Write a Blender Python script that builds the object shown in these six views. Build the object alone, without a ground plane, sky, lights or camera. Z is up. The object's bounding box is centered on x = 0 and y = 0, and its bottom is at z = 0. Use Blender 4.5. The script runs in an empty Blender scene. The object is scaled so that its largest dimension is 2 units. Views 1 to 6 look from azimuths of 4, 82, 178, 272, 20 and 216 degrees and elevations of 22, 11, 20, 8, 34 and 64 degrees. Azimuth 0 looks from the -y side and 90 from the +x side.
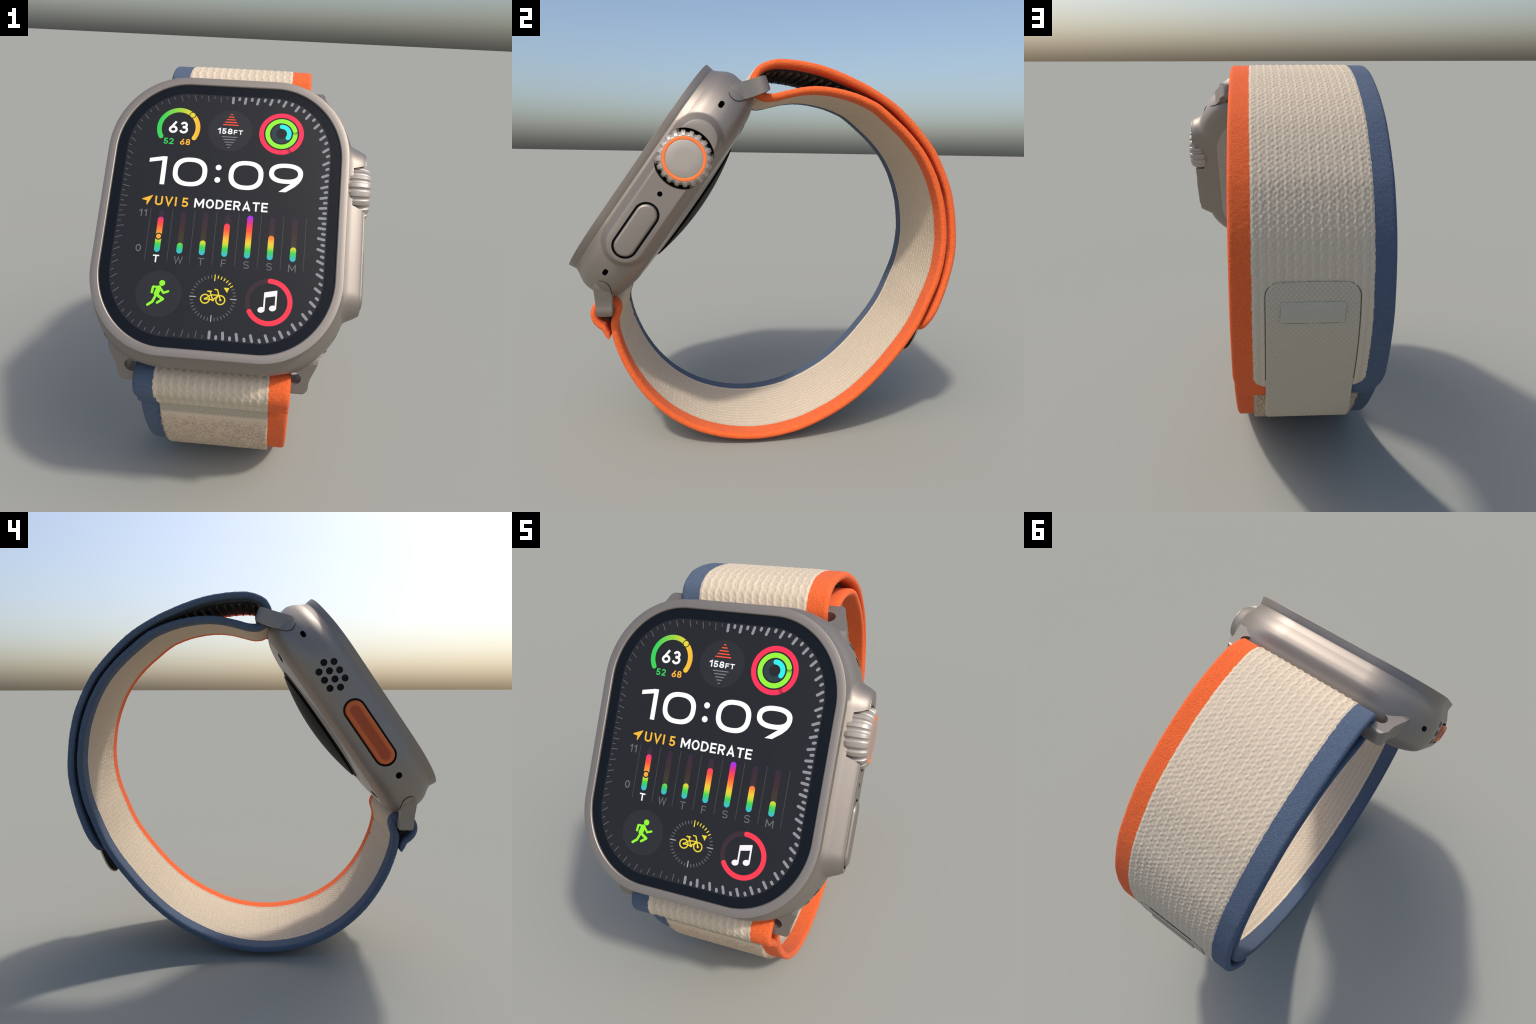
import bpy, bmesh, math, random
import numpy as np
from mathutils import Matrix, Vector

random.seed(7)
rng = np.random.default_rng(7)

# ------------------------------------------------------------------ frame
# Case frame: x across, y up along the face, z out of the glass.
TILT = math.radians(54.95)
ORIGIN = Vector((-0.030, -0.6545, 1.4638))
CASE = Matrix(((1, 0, 0, ORIGIN.x),
               (0, math.cos(TILT), -math.sin(TILT), ORIGIN.y),
               (0, math.sin(TILT), math.cos(TILT), ORIGIN.z),
               (0, 0, 0, 1)))
XC = -0.030          # centre plane of case and band


# ------------------------------------------------------------------ materials
def lin(c):
    return tuple(((v / 255) / 12.92 if v / 255 <= 0.04045 else ((v / 255 + 0.055) / 1.055) ** 2.4) for v in c) + (1.0,)


def new_mat(name):
    m = bpy.data.materials.new(name)
    m.use_nodes = True
    nt = m.node_tree
    return m, nt, nt.nodes["Principled BSDF"]


def node(nt, kind, **kw):
    n = nt.nodes.new(kind)
    for k, v in kw.items():
        setattr(n, k, v)
    return n


def obj_coord(nt, scale=(1, 1, 1)):
    tc = node(nt, "ShaderNodeTexCoord")
    mp = node(nt, "ShaderNodeMapping")
    mp.inputs["Scale"].default_value = scale
    nt.links.new(tc.outputs["Object"], mp.inputs["Vector"])
    return mp.outputs["Vector"]


def noise_tex(nt, vec, scale, detail=3, rough=0.6):
    n = node(nt, "ShaderNodeTexNoise")
    n.inputs["Scale"].default_value = scale
    n.inputs["Detail"].default_value = detail
    n.inputs["Roughness"].default_value = rough
    nt.links.new(vec, n.inputs["Vector"])
    return n.outputs["Fac"]


def ramp(nt, fac, stops):
    r = node(nt, "ShaderNodeValToRGB")
    e = r.color_ramp.elements
    while len(e) < len(stops):
        e.new(0.5)
    for el, (p, c) in zip(e, stops):
        el.position = p
        el.color = c
    nt.links.new(fac, r.inputs["Fac"])
    return r.outputs["Color"]


def bump(nt, bsdf, height, strength, dist):
    b = node(nt, "ShaderNodeBump")
    b.inputs["Strength"].default_value = strength
    b.inputs["Distance"].default_value = dist
    nt.links.new(height, b.inputs["Height"])
    nt.links.new(b.outputs["Normal"], bsdf.inputs["Normal"])


def scaled(c, k):
    return (min(1, c[0] * k), min(1, c[1] * k), min(1, c[2] * k), 1)


def metal(name, col, rough=0.42, metallic=0.85, grain=0.05):
    m, nt, b = new_mat(name)
    v = obj_coord(nt)
    f = noise_tex(nt, v, 260, 2)
    nt.links.new(ramp(nt, f, [(0.25, scaled(col, 0.95)), (0.75, scaled(col, 1.05))]), b.inputs["Base Color"])
    b.inputs["Metallic"].default_value = metallic
    b.inputs["Roughness"].default_value = rough
    bump(nt, b, f, grain, 0.002)
    return m


def plain(name, col, rough=0.5, metallic=0.0, spec=0.5, coat=0.0):
    m, nt, b = new_mat(name)
    b.inputs["Base Color"].default_value = col
    b.inputs["Roughness"].default_value = rough
    b.inputs["Metallic"].default_value = metallic
    b.inputs["Specular IOR Level"].default_value = spec
    b.inputs["Coat Weight"].default_value = coat
    b.inputs["Coat Roughness"].default_value = 0.05
    return m


def fabric(name, col, grain_scale, var=0.12, bump_strength=0.5, dist=0.004, stretch=(1, 1, 1), sheen=0.15):
    m, nt, b = new_mat(name)
    v = obj_coord(nt, stretch)
    f = noise_tex(nt, v, grain_scale, 4, 0.65)
    nt.links.new(ramp(nt, f, [(0.3, scaled(col, 1 - var)), (0.7, scaled(col, 1 + var))]), b.inputs["Base Color"])
    b.inputs["Roughness"].default_value = 0.9
    b.inputs["Specular IOR Level"].default_value = 0.2
    b.inputs["Sheen Weight"].default_value = sheen
    b.inputs["Sheen Roughness"].default_value = 0.5
    bump(nt, b, f, bump_strength, dist)
    return m


TITAN = metal("titanium", (0.285, 0.251, 0.219, 1), 0.49, 0.70, 0.12)
TITAN_BRIGHT = metal("sun_lightened_titanium", (0.43, 0.385, 0.34, 1), 0.42, 0.45)  # titanium base raised to show the sun on the crown face
BACK = plain("ceramic_back", (0.36, 0.32, 0.285, 1), 0.35)
BLACK = plain("black_gap", (0.006, 0.006, 0.007, 1), 0.6)
CRYSTAL = plain("back_crystal", (0.005, 0.005, 0.0055, 1), 0.45, spec=0.02)
GLASS = plain("screen_glass", (0.0035, 0.0052, 0.0085, 1), 0.34, spec=0.2)  # base tinted faintly blue for the sky reflected in the glass
ORANGE_RING = plain("orange_inlay", (0.95, 0.19, 0.035, 1), 0.45)
ORANGE_BTN = plain("orange_button", (0.66, 0.130, 0.028, 1), 0.5, metallic=0.15)
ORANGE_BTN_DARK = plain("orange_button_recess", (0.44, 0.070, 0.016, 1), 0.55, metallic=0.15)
ORANGE = fabric("orange_fabric", (0.90, 0.143, 0.034, 1), 170, 0.20, 0.9, 0.006, (1, 1, 1), 0.05)
BLUE = fabric("blue_fabric", (0.087, 0.122, 0.186, 1), 170, 0.22, 0.9, 0.006, (1, 1, 1), 0.05)


def yarn_fabric(name, col, px, pz, amount, grain):
    """fabric whose yarns alternate in tone: px pitch across the band, pz pitch along it (0: ribs only)"""
    m = fabric(name, col, grain, 0.08, 0.6, 0.003, sheen=0.0)
    nt = m.node_tree
    b = nt.nodes["Principled BSDF"]
    base = b.inputs["Base Color"].links[0].from_socket
    tc = node(nt, "ShaderNodeTexCoord")
    nz = node(nt, "ShaderNodeTexNoise")
    nz.inputs["Scale"].default_value = 45
    nt.links.new(tc.outputs["Object"], nz.inputs["Vector"])
    sp = node(nt, "ShaderNodeSeparateXYZ")
    nt.links.new(tc.outputs["Object"], sp.inputs[0])

    def wave(sock, pitch, warp):
        a = node(nt, "ShaderNodeMath", operation="MULTIPLY")
        a.inputs[1].default_value = 2 * math.pi / pitch
        nt.links.new(sock, a.inputs[0])
        w_ = node(nt, "ShaderNodeMath", operation="MULTIPLY_ADD")
        w_.inputs[1].default_value = warp
        nt.links.new(nz.outputs["Fac"], w_.inputs[0])
        nt.links.new(a.outputs[0], w_.inputs[2])
        c = node(nt, "ShaderNodeMath", operation="SINE")
        nt.links.new(w_.outputs[0], c.inputs[0])
        return c.outputs[0]

    out = wave(sp.outputs["X"], px, 2.5 if not pz else 0.0)
    if pz:
        mu = node(nt, "ShaderNodeMath", operation="MULTIPLY")
        nt.links.new(out, mu.inputs[0])
        nt.links.new(wave(sp.outputs["Z"], pz, 0.0), mu.inputs[1])
        out = mu.outputs[0]
    mr = node(nt, "ShaderNodeMapRange")
    mr.inputs["From Min"].default_value = -1
    mr.inputs["To Min"].default_value = 1 - amount
    mr.inputs["To Max"].default_value = 1 + amount * 0.5
    nt.links.new(out, mr.inputs["Value"])
    vm = node(nt, "ShaderNodeVectorMath", operation="SCALE")
    nt.links.new(base, vm.inputs[0])
    nt.links.new(mr.outputs["Result"], vm.inputs["Scale"])
    nt.links.new(vm.outputs[0], b.inputs["Base Color"])
    return m


CREAM = yarn_fabric("cream_weave", (0.62, 0.515, 0.385, 1), 0.0335, 0, 0.06, 220)
TABMAT = yarn_fabric("tab_weave", (0.54, 0.462, 0.350, 1), 0.0205, 0.0225, 0.10, 260)
STITCH = fabric("stitch_thread", (0.47, 0.405, 0.30, 1), 260, 0.08, 0.35, 0.002, (1, 0.3, 0.3), sheen=0.0)
PILE = fabric("loop_pile", (0.68, 0.535, 0.385, 1), 190, 0.08, 0.4, 0.004, sheen=0.0)
HOOK = fabric("hook_patch", (0.022, 0.016, 0.013, 1), 150, 0.3, 0.6, 0.005)
HOOKROW = fabric("hook_rows", (0.26, 0.25, 0.24, 1), 200, 0.3, 0.5, 0.004)

_emit = {}


def emit(rgb, strength=1.0):
    key = (rgb, strength)
    if key not in _emit:
        m, nt, b = new_mat("lit_pixel_%d_%d_%d" % rgb)
        b.inputs["Base Color"].default_value = (0.004, 0.004, 0.005, 1)
        b.inputs["Roughness"].default_value = 0.38
        b.inputs["Specular IOR Level"].default_value = 0.3
        b.inputs["Emission Color"].default_value = lin(rgb)
        b.inputs["Emission Strength"].default_value = strength
        _emit[key] = m
    return _emit[key]


def emit_ramp(name, axis, lo, hi, stops, strength=1.0):
    """lit colour running along one axis of the display"""
    m, nt, b = new_mat(name)
    b.inputs["Base Color"].default_value = (0.004, 0.004, 0.005, 1)
    b.inputs["Roughness"].default_value = 0.38
    b.inputs["Specular IOR Level"].default_value = 0.3
    tc = node(nt, "ShaderNodeTexCoord")
    sp = node(nt, "ShaderNodeSeparateXYZ")
    nt.links.new(tc.outputs["Object"], sp.inputs[0])
    mr = node(nt, "ShaderNodeMapRange")
    mr.inputs["From Min"].default_value = lo
    mr.inputs["From Max"].default_value = hi
    nt.links.new(sp.outputs[axis], mr.inputs["Value"])
    col = ramp(nt, mr.outputs["Result"], [(p, lin(c)) for p, c in stops])
    nt.links.new(col, b.inputs["Emission Color"])
    b.inputs["Emission Strength"].default_value = strength
    return m


def emit_ring(name, rgb, cx, cy, cap_deg, width_deg):
    """lit ring that darkens just behind its overlapping cap (clockwise side)"""
    m, nt, b = new_mat(name)
    b.inputs["Base Color"].default_value = (0.004, 0.004, 0.005, 1)
    b.inputs["Roughness"].default_value = 0.38
    b.inputs["Specular IOR Level"].default_value = 0.3
    tc = node(nt, "ShaderNodeTexCoord")
    mp = node(nt, "ShaderNodeMapping")
    mp.inputs["Location"].default_value = (-cx, -cy, 0)
    nt.links.new(tc.outputs["Object"], mp.inputs["Vector"])
    rot = node(nt, "ShaderNodeVectorRotate", rotation_type="Z_AXIS")
    rot.inputs["Angle"].default_value = math.radians(-cap_deg + 180)
    nt.links.new(mp.outputs["Vector"], rot.inputs["Vector"])
    sp = node(nt, "ShaderNodeSeparateXYZ")
    nt.links.new(rot.outputs[0], sp.inputs[0])
    at = node(nt, "ShaderNodeMath", operation="ARCTAN2")
    nt.links.new(sp.outputs["Y"], at.inputs[0])
    nt.links.new(sp.outputs["X"], at.inputs[1])
    mr = node(nt, "ShaderNodeMapRange")
    mr.inputs["From Min"].default_value = math.pi - math.radians(width_deg)
    mr.inputs["From Max"].default_value = math.pi
    nt.links.new(at.outputs[0], mr.inputs["Value"])
    c = lin(rgb)
    nt.links.new(ramp(nt, mr.outputs["Result"], [(0.0, c), (1.0, scaled(c, 0.12))]), b.inputs["Emission Color"])  # the cap's drop shadow is painted into the ring colour
    b.inputs["Emission Strength"].default_value = 1.0
    return m


# ------------------------------------------------------------------ mesh helpers
def add_obj(name, mesh, parent=None, matrix=None, kind=None):
    o = bpy.data.objects.new(name, mesh)
    bpy.context.scene.collection.objects.link(o)
    if parent is not None:
        o.parent = parent
    if matrix is not None:
        o.matrix_world = matrix
    if kind:
        o["kind"] = kind
    return o


def mesh_np(name, verts, faces, mat=None, smooth=True, sharp=None):
    me = bpy.data.meshes.new(name)
    v = np.asarray(verts, dtype=np.float32).reshape(-1, 3)
    if isinstance(faces, np.ndarray):
        k = faces.shape[1]
        me.vertices.add(len(v))
        me.vertices.foreach_set("co", v.ravel())
        me.loops.add(faces.size)
        me.loops.foreach_set("vertex_index", faces.astype(np.int32).ravel())
        me.polygons.add(len(faces))
        me.polygons.foreach_set("loop_start", np.arange(0, faces.size, k, dtype=np.int32))
        me.update(calc_edges=True)
    else:
        me.from_pydata([tuple(map(float, p)) for p in v], [], faces)
    me.validate()
    if smooth:
        me.polygons.foreach_set("use_smooth", [True] * len(me.polygons))
    if sharp:
        me.set_sharp_from_angle(angle=math.radians(sharp))
    if mat:
        me.materials.append(mat)
    me.update()
    return me


def grid_faces(rows, cols, close_cols=False, offset=0):
    c = cols if close_cols else cols - 1
    i, j = np.meshgrid(np.arange(rows - 1), np.arange(c), indexing="ij")
    j2 = (j + 1) % cols
    return np.stack([i * cols + j, i * cols + j2, (i + 1) * cols + j2, (i + 1) * cols + j], -1).reshape(-1, 4) + offset


def fix_normals(me):
    bm = bmesh.new()
    bm.from_mesh(me)
    bmesh.ops.remove_doubles(bm, verts=bm.verts, dist=1e-6)
    bmesh.ops.recalc_face_normals(bm, faces=bm.faces)
    bm.to_mesh(me)
    bm.free()


def smoothstep(a, b, x):
    t = np.clip((x - a) / (b - a), 0, 1)
    return t * t * (3 - 2 * t)


def round_rect(a, b, rx, ry, nx=60, ny=110, nc=56, power=2.0):
    """closed outline of a rounded rectangle, counter-clockwise, fixed point count"""
    t = np.linspace(0, math.pi / 2, nc, endpoint=False)
    ca, sa = np.cos(t) ** (2 / power), np.sin(t) ** (2 / power)
    pts = []
    ys = np.linspace(-(b - ry), b - ry, ny, endpoint=False)
    pts.append(np.stack([np.full(ny, a), ys], -1))
    pts.append(np.stack([a - rx + rx * ca, b - ry + ry * sa], -1))
    xs = np.linspace(a - rx, -(a - rx), nx, endpoint=False)
    pts.append(np.stack([xs, np.full(nx, b)], -1))
    pts.append(np.stack([-(a - rx) - rx * sa, b - ry + ry * ca], -1))
    pts.append(np.stack([np.full(ny, -a), -ys], -1))
    pts.append(np.stack([-(a - rx) - rx * ca, -(b - ry) - ry * sa], -1))
    pts.append(np.stack([-xs, np.full(nx, -b)], -1))
    pts.append(np.stack([a - rx + rx * sa, -(b - ry) - ry * ca], -1))
    return np.concatenate(pts)


def loft_rings(rings, cap=True):
    """rings: list of (n,3). Caps both ends with a centre point."""
    n = len(rings[0])
    v = np.concatenate(rings)
    f = [tuple(q) for q in grid_faces(len(rings), n, True)]
    if cap:
        c0, c1 = len(v), len(v) + 1
        v = np.concatenate([v, [rings[0].mean(0)], [rings[-1].mean(0)]])
        base = (len(rings) - 1) * n
        f += [(c0, (j + 1) % n, j) for j in range(n)]
        f += [(c1, base + j, base + (j + 1) % n) for j in range(n)]
    return v, f


def prism_x(outline, x0, x1):
    """outline: list of (s,h); solid extruded along x"""
    o = np.asarray(outline, float)
    n = len(o)
    v = np.concatenate([np.column_stack([np.full(n, x0), o]), np.column_stack([np.full(n, x1), o])])
    f = [tuple(range(n))[::-1], tuple(range(n, 2 * n))]
    f += [(i, (i + 1) % n, n + (i + 1) % n, n + i) for i in range(n)]
    return v, f


def stadium(cs, ch, half_len, r, n=24):
    """stadium outline in (s,h), long axis along s; half_len includes the round ends"""
    k = half_len - r
    t = np.linspace(-math.pi / 2, math.pi / 2, n)
    a = np.column_stack([cs + k + r * np.cos(t), ch + r * np.sin(t)])
    b = np.column_stack([cs - k - r * np.cos(t), ch - r * np.sin(t)])
    return np.concatenate([a, b])


def circle2(cs, ch, r, n=40):
    t = np.linspace(0, 2 * math.pi, n, endpoint=False)
    return np.column_stack([cs + r * np.cos(t), ch + r * np.sin(t)])


def join_vf(parts):
    V, F, off = [], [], 0
    for v, f in parts:
        V.append(np.asarray(v))
        F += [tuple(int(i) + off for i in q) for q in f]
        off += len(v)
    return np.concatenate(V), F


def boolean(target, cutter_parts, op="DIFFERENCE", mat=None, transfer=True):
    """apply a boolean to mesh object target with closed pieces (list of (v,f))"""
    for v, f in cutter_parts:
        me = mesh_np("cutter_shape", v, f, mat, smooth=False)
        fix_normals(me)
        co = add_obj("cutter_shape", me)
        co.matrix_world = target.matrix_world
        md = target.modifiers.new("cut", "BOOLEAN")
        md.operation = op
        md.object = co
        md.solver = "EXACT"
        if transfer:
            md.material_mode = "TRANSFER"
        bpy.context.view_layer.update()
        dg = bpy.context.evaluated_depsgraph_get()
        res = bpy.data.meshes.new_from_object(target.evaluated_get(dg))
        target.modifiers.clear()
        target.data = res
        bpy.data.objects.remove(co)


# ------------------------------------------------------------------ root
root = bpy.data.objects.new("smart_watch", None)
bpy.context.scene.collection.objects.link(root)
root["label"] = "titanium smart watch with lit dial on orange, cream and blue woven band"
root["category"] = "smart watch"

# ------------------------------------------------------------------ case body
RA, RB, RRX, RRY = 0.507, 0.598, 0.318, 0.342      # rim half width, half length, corner radii
PROFILE = [  # (height, outward offset from the rim)
    (-0.0300, -0.0360), (0.0000, -0.0345), (0.0040, -0.0330), (0.0062, -0.0300), (0.0066, -0.0200), (0.0066, -0.0026),
    (0.0060, -0.0008), (0.0048, 0.0000), (-0.0120, -0.0010), (-0.0290, -0.0030),
    (-0.0300, -0.0034), (-0.0420, 0.0000), (-0.0530, 0.0070), (-0.0545, 0.0085), (-0.062, 0.0140), (-0.070, 0.0195), (-0.078, 0.0245), (-0.086, 0.0290), (-0.094, 0.0330),
    (-0.102, 0.0368), (-0.110, 0.0405), (-0.118, 0.0440), (-0.126, 0.0472), (-0.134, 0.0505), (-0.142, 0.0530), (-0.150, 0.0548), (-0.158, 0.0562),
    (-0.166, 0.0572), (-0.174, 0.0578), (-0.182, 0.0578), (-0.190, 0.0570), (-0.198, 0.0555), (-0.206, 0.0530), (-0.214, 0.0495), (-0.222, 0.0450),
    (-0.230, 0.0395), (-0.238, 0.0330), (-0.246, 0.0250), (-0.254, 0.0155), (-0.262, 0.0045), (-0.270, -0.0085), (-0.277, -0.0230), (-0.283, -0.0400), (-0.287, -0.0560)]


PROFILE = [(h, o if o < 0.033 else 0.033 + (o - 0.033) * 0.66) for h, o in PROFILE]
_hs = np.arange(-0.0545, -0.2868, -0.0040)
_ph = np.array([p[0] for p in PROFILE[12:]])[::-1]
_po = np.array([p[1] for p in PROFILE[12:]])[::-1]
PROFILE_FINE = PROFILE[:13] + [(float(h) - 0.0025 - 0.007 * float(smoothstep(-0.20, -0.28, h)), float(np.interp(h, _ph, _po))) for h in _hs] + [(PROFILE[-1][0] - 0.0095, PROFILE[-1][1])]

_o = np.array([p[1] for p in PROFILE_FINE])
for _ in range(6):
    _o[15:-2] = 0.25 * _o[14:-3] + 0.5 * _o[15:-2] + 0.25 * _o[16:-1]
PROFILE_FINE = [(p[0], float(v)) for p, v in zip(PROFILE_FINE, _o)]


def section(o, h):
    if o >= 0:
        a, b = RA + o * 0.74, RB + o
        rx, ry = RRX + o * 0.6, RRY + o * 0.35
    else:
        a, b = RA + o, RB + o
        rx, ry = RRX + o * 0.8, RRY + o * 0.8
    p = round_rect(a, b, rx, ry, 60, 200, 90)
    return np.column_stack([p, np.full(len(p), h)])


GUARD_S0, GUARD_S1, GUARD_H, GUARD_R, GUARD_X = -0.284, 0.272, -0.160, 0.084, 0.587


def raise_guard(ring):
    """push the right flank out to a flat guard around crown and side button"""
    x, s, h = ring[:, 0].copy(), ring[:, 1], ring[:, 2]
    d = np.hypot(s - np.clip(s, GUARD_S0, GUARD_S1), h - GUARD_H) - GUARD_R
    end = np.clip(np.abs(s - np.clip(s, GUARD_S0, GUARD_S1)) / 0.05, 0, 1)
    reach = 0.037 - 0.002 * end
    tt = np.clip((d + 0.006) / (reach + 0.006), 0, 1)
    w = (1 - tt ** 1.7) ** 2.2
    w = w * (1 - smoothstep(-0.062, -0.036, h)) * (x > 0.25)
    out = ring.copy()
    out[:, 0] = x + (GUARD_X - x) * w
    # shallow scoop in both end walls where the band tucks in
    dip = 0.012 * (1 - smoothstep(0.24, 0.38, np.abs(x))) * (1 - smoothstep(-0.170, -0.115, h)) * (np.abs(s) > 0.45)
    dip = dip * (1 - 0.6 * smoothstep(-0.23, -0.27, h))
    out[:, 1] = s - np.sign(s) * dip
    return out


rings = [raise_guard(section(o, h)) for h, o in PROFILE_FINE]
v, f = loft_rings(rings)
me = mesh_np("case", v, f, TITAN)
fix_normals(me)
case = add_obj("case", me, root, CASE)

# flat face of the guard with a crisp edge
gc, gl = (GUARD_S0 + GUARD_S1) / 2, (GUARD_S1 - GUARD_S0) / 2 + GUARD_R - 0.002
face = []
for x_, inset in ((0.50, 0.0), (GUARD_X - 0.0005, 0.0), (GUARD_X + 0.0010, 0.0006), (GUARD_X + 0.0017, 0.0022)):
    o = stadium(gc, GUARD_H, gl - inset, GUARD_R - 0.002 - inset, 40)
    face.append(np.column_stack([np.full(len(o), x_), o]))
boolean(case, [loft_rings(face)], op="UNION", mat=TITAN)
CROWN_S, CROWN_H = 0.168, -0.159
cut = [prism_x(circle2(CROWN_S, CROWN_H, 0.1320, 96), 0.533, 0.70)]
boolean(case, cut, mat=TITAN)
holes = []
for s_, h_ in ((0.29, -.153), (.266, -.110), (.266, -.197), (.242, -.153), (.218, -.110), (.219, -.197), (.195, -.153), (.171, -.110), (.172, -.197), (.148, -.153)):
    holes.append(prism_x(circle2(s_, h_ - 0.003, 0.0170, 28), -0.70, -0.512))
holes.append(prism_x(circle2(-0.374, -0.160, 0.0165, 28), -0.70, -0.46))
for side in (-1, 1):
    for s_ in ((0.458,) if side < 0 else (0.458, -0.462)):
        o = stadium(0, 0, 0.0175, 0.0115, 14)
        holes.append(prism_x(o + [s_, -0.157], 0.40 * side, 0.70 * side))
holes.append(prism_x(circle2(-0.017, -0.159, 0.0115, 24), 0.53, 0.70))
holes.append(prism_x(stadium(-0.209, -0.162, 0.140, 0.0575, 26), 0.555, 0.70))      # side button well
holes.append(prism_x(stadium(-0.116, -0.160, 0.190, 0.0570, 26), -0.70, -0.512))     # action button well
boolean(case, [join_vf(holes)], mat=BLACK)
case.data.polygons.foreach_set("use_smooth", [True] * len(case.data.polygons))
case.data.set_sharp_from_angle(angle=math.radians(32))


def pillow_button(name, cs, ch, half_len, r, x_base, x_top, mat, round_=0.012, recess=None):
    """stadium button with rounded shoulder, optional recessed centre"""
    sgn = 1 if x_top > x_base else -1
    prof = [(0.0, 0.0), (abs(x_top - x_base) - round_, 0.0)]
    prof += [(abs(x_top - x_base) - round_ + round_ * math.sin(t), round_ * (1 - math.cos(t))) for t in np.linspace(0.15, math.pi / 2, 8)]
    if recess:
        w, depth = recess
        prof += [(abs(x_top - x_base), w - 0.004), (abs(x_top - x_base) - depth, w + 0.002)]
    rr = []
    for dx, inset in prof:
        o = stadium(cs, ch, half_len - inset, max(r - inset, 0.003), 26)
        rr.append(np.column_stack([np.full(len(o), x_base + sgn * dx), o]))
    vv, ff = loft_rings(rr)
    m = mesh_np(name, vv, ff, mat, sharp=40)
    fix_normals(m)
    m.polygons.foreach_set("use_smooth", [True] * len(m.polygons))
    m.set_sharp_from_angle(angle=math.radians(40))
    return add_obj(name, m, root, CASE)


pillow_button("side_button", -0.209, -0.162, 0.1300, 0.0478, 0.54, 0.6000, TITAN, 0.012)
pillow_button("action_button", -0.116, -0.160, 0.1800, 0.0470, -0.50, -0.5500, ORANGE_BTN, 0.012, recess=(0.0235, 0.006))
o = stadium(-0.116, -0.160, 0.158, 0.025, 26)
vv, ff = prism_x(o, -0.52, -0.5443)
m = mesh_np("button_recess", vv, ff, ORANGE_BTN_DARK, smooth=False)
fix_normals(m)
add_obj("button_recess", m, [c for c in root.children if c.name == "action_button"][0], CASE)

# crown -----------------------------------------------------------------
NT, TEETH = 480, 20
theta = np.linspace(0, 2 * math.pi, NT, endpoint=False)
ph = ((theta * TEETH / (2 * math.pi)) % 1.0) - 0.5
notch = np.sqrt(np.clip(1 - (ph / 0.29) ** 2, 0, 1))
rr = []
for x, r, dn in [(0.515, 0.095, 0), (0.520, 0.110, 0.3), (0.530, 0.1195, 1), (0.540, 0.1235, 1), (0.560, 0.1245, 1), (0.585, 0.1235, 1), (0.598, 0.1205, 1), (0.607, 0.1160, 1),
                 (0.6135, 0.1095, 0.75), (0.6175, 0.1030, 0.35), (0.6185, 0.0975, 0), (0.6185, 0.0965, 0), (0.6165, 0.0960, 0), (0.6165, 0.0815, 0), (0.6180, 0.0808, 0), (0.6190, 0.0780, 0), (0.6195, 0.04, 0)]:
    rad = r - 0.0090 * dn * notch
    rr.append(np.column_stack([np.full(NT, x - 0.0095), CROWN_S + rad * np.cos(theta), CROWN_H + rad * np.sin(theta)]))
vv, ff = loft_rings(rr)
m = mesh_np("crown", vv, ff, TITAN_BRIGHT, sharp=40)
fix_normals(m)
m.polygons.foreach_set("use_smooth", [True] * len(m.polygons))
m.set_sharp_from_angle(angle=math.radians(40))
crown = add_obj("crown", m, root, CASE)
t = np.linspace(0, 2 * math.pi, 120, endpoint=False)
for mid in (0.0, math.pi):          # gap shadow modelled as black strips, only where the guard faces the crown
    ga = np.linspace(mid - 0.78, mid + 0.78, 50)
    rr = [np.column_stack([np.full(50, x), CROWN_S + r * np.cos(ga), CROWN_H + r * np.sin(ga)]) for x, r in ((0.5335, 0.1312), (0.5355, 0.1312), (0.5355, 0.09), (0.5335, 0.09))]
    m = mesh_np("crown_gap_shadow_strip", np.concatenate(rr), grid_faces(4, 50), BLACK, smooth=False)
    add_obj("crown_gap_shadow_strip", m, crown, CASE)
rr = []
for x, r in ((0.612, 0.0958), (0.6180, 0.0958), (0.6187, 0.0945), (0.6187, 0.0828), (0.6180, 0.0815), (0.612, 0.0815)):
    rr.append(np.column_stack([np.full(120, x - 0.0095), CROWN_S + r * np.cos(t), CROWN_H + r * np.sin(t)]))
vv, ff = loft_rings(rr, cap=False)
m = mesh_np("crown_ring", vv, ff, ORANGE_RING)
fix_normals(m)
add_obj("crown_ring", m, crown, CASE)

# back plate, screws, sensor crystal -----------------------------------------
rr = []
for o, h in ((-0.0500, -0.2845), (-0.0535, -0.2920), (-0.0580, -0.2950), (-0.0750, -0.2990), (-0.1100, -0.3050), (-0.1500, -0.3095), (-0.2000, -0.3125), (-0.2500, -0.3135)):
    p = round_rect(RA + o, RB + o, max(RRX + 0.9 * o, 0.08), max(RRY + 0.9 * o, 0.08), 30, 40, 30)
    rr.append(np.column_stack([p, np.full(len(p), h)]))
vv, ff = loft_rings(rr)
m = mesh_np("back_plate", vv, ff, BACK)
fix_normals(m)
m.polygons.foreach_set("use_smooth", [True] * len(m.polygons))
plate = add_obj("back_plate", m, root, CASE)


def disc_z(cx, cy, prof, n=64):
    tt = np.linspace(0, 2 * math.pi, n, endpoint=False)
    return loft_rings([np.column_stack([cx + r * np.cos(tt), cy + r * np.sin(tt), np.full(n, z)]) for r, z in prof])


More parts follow.
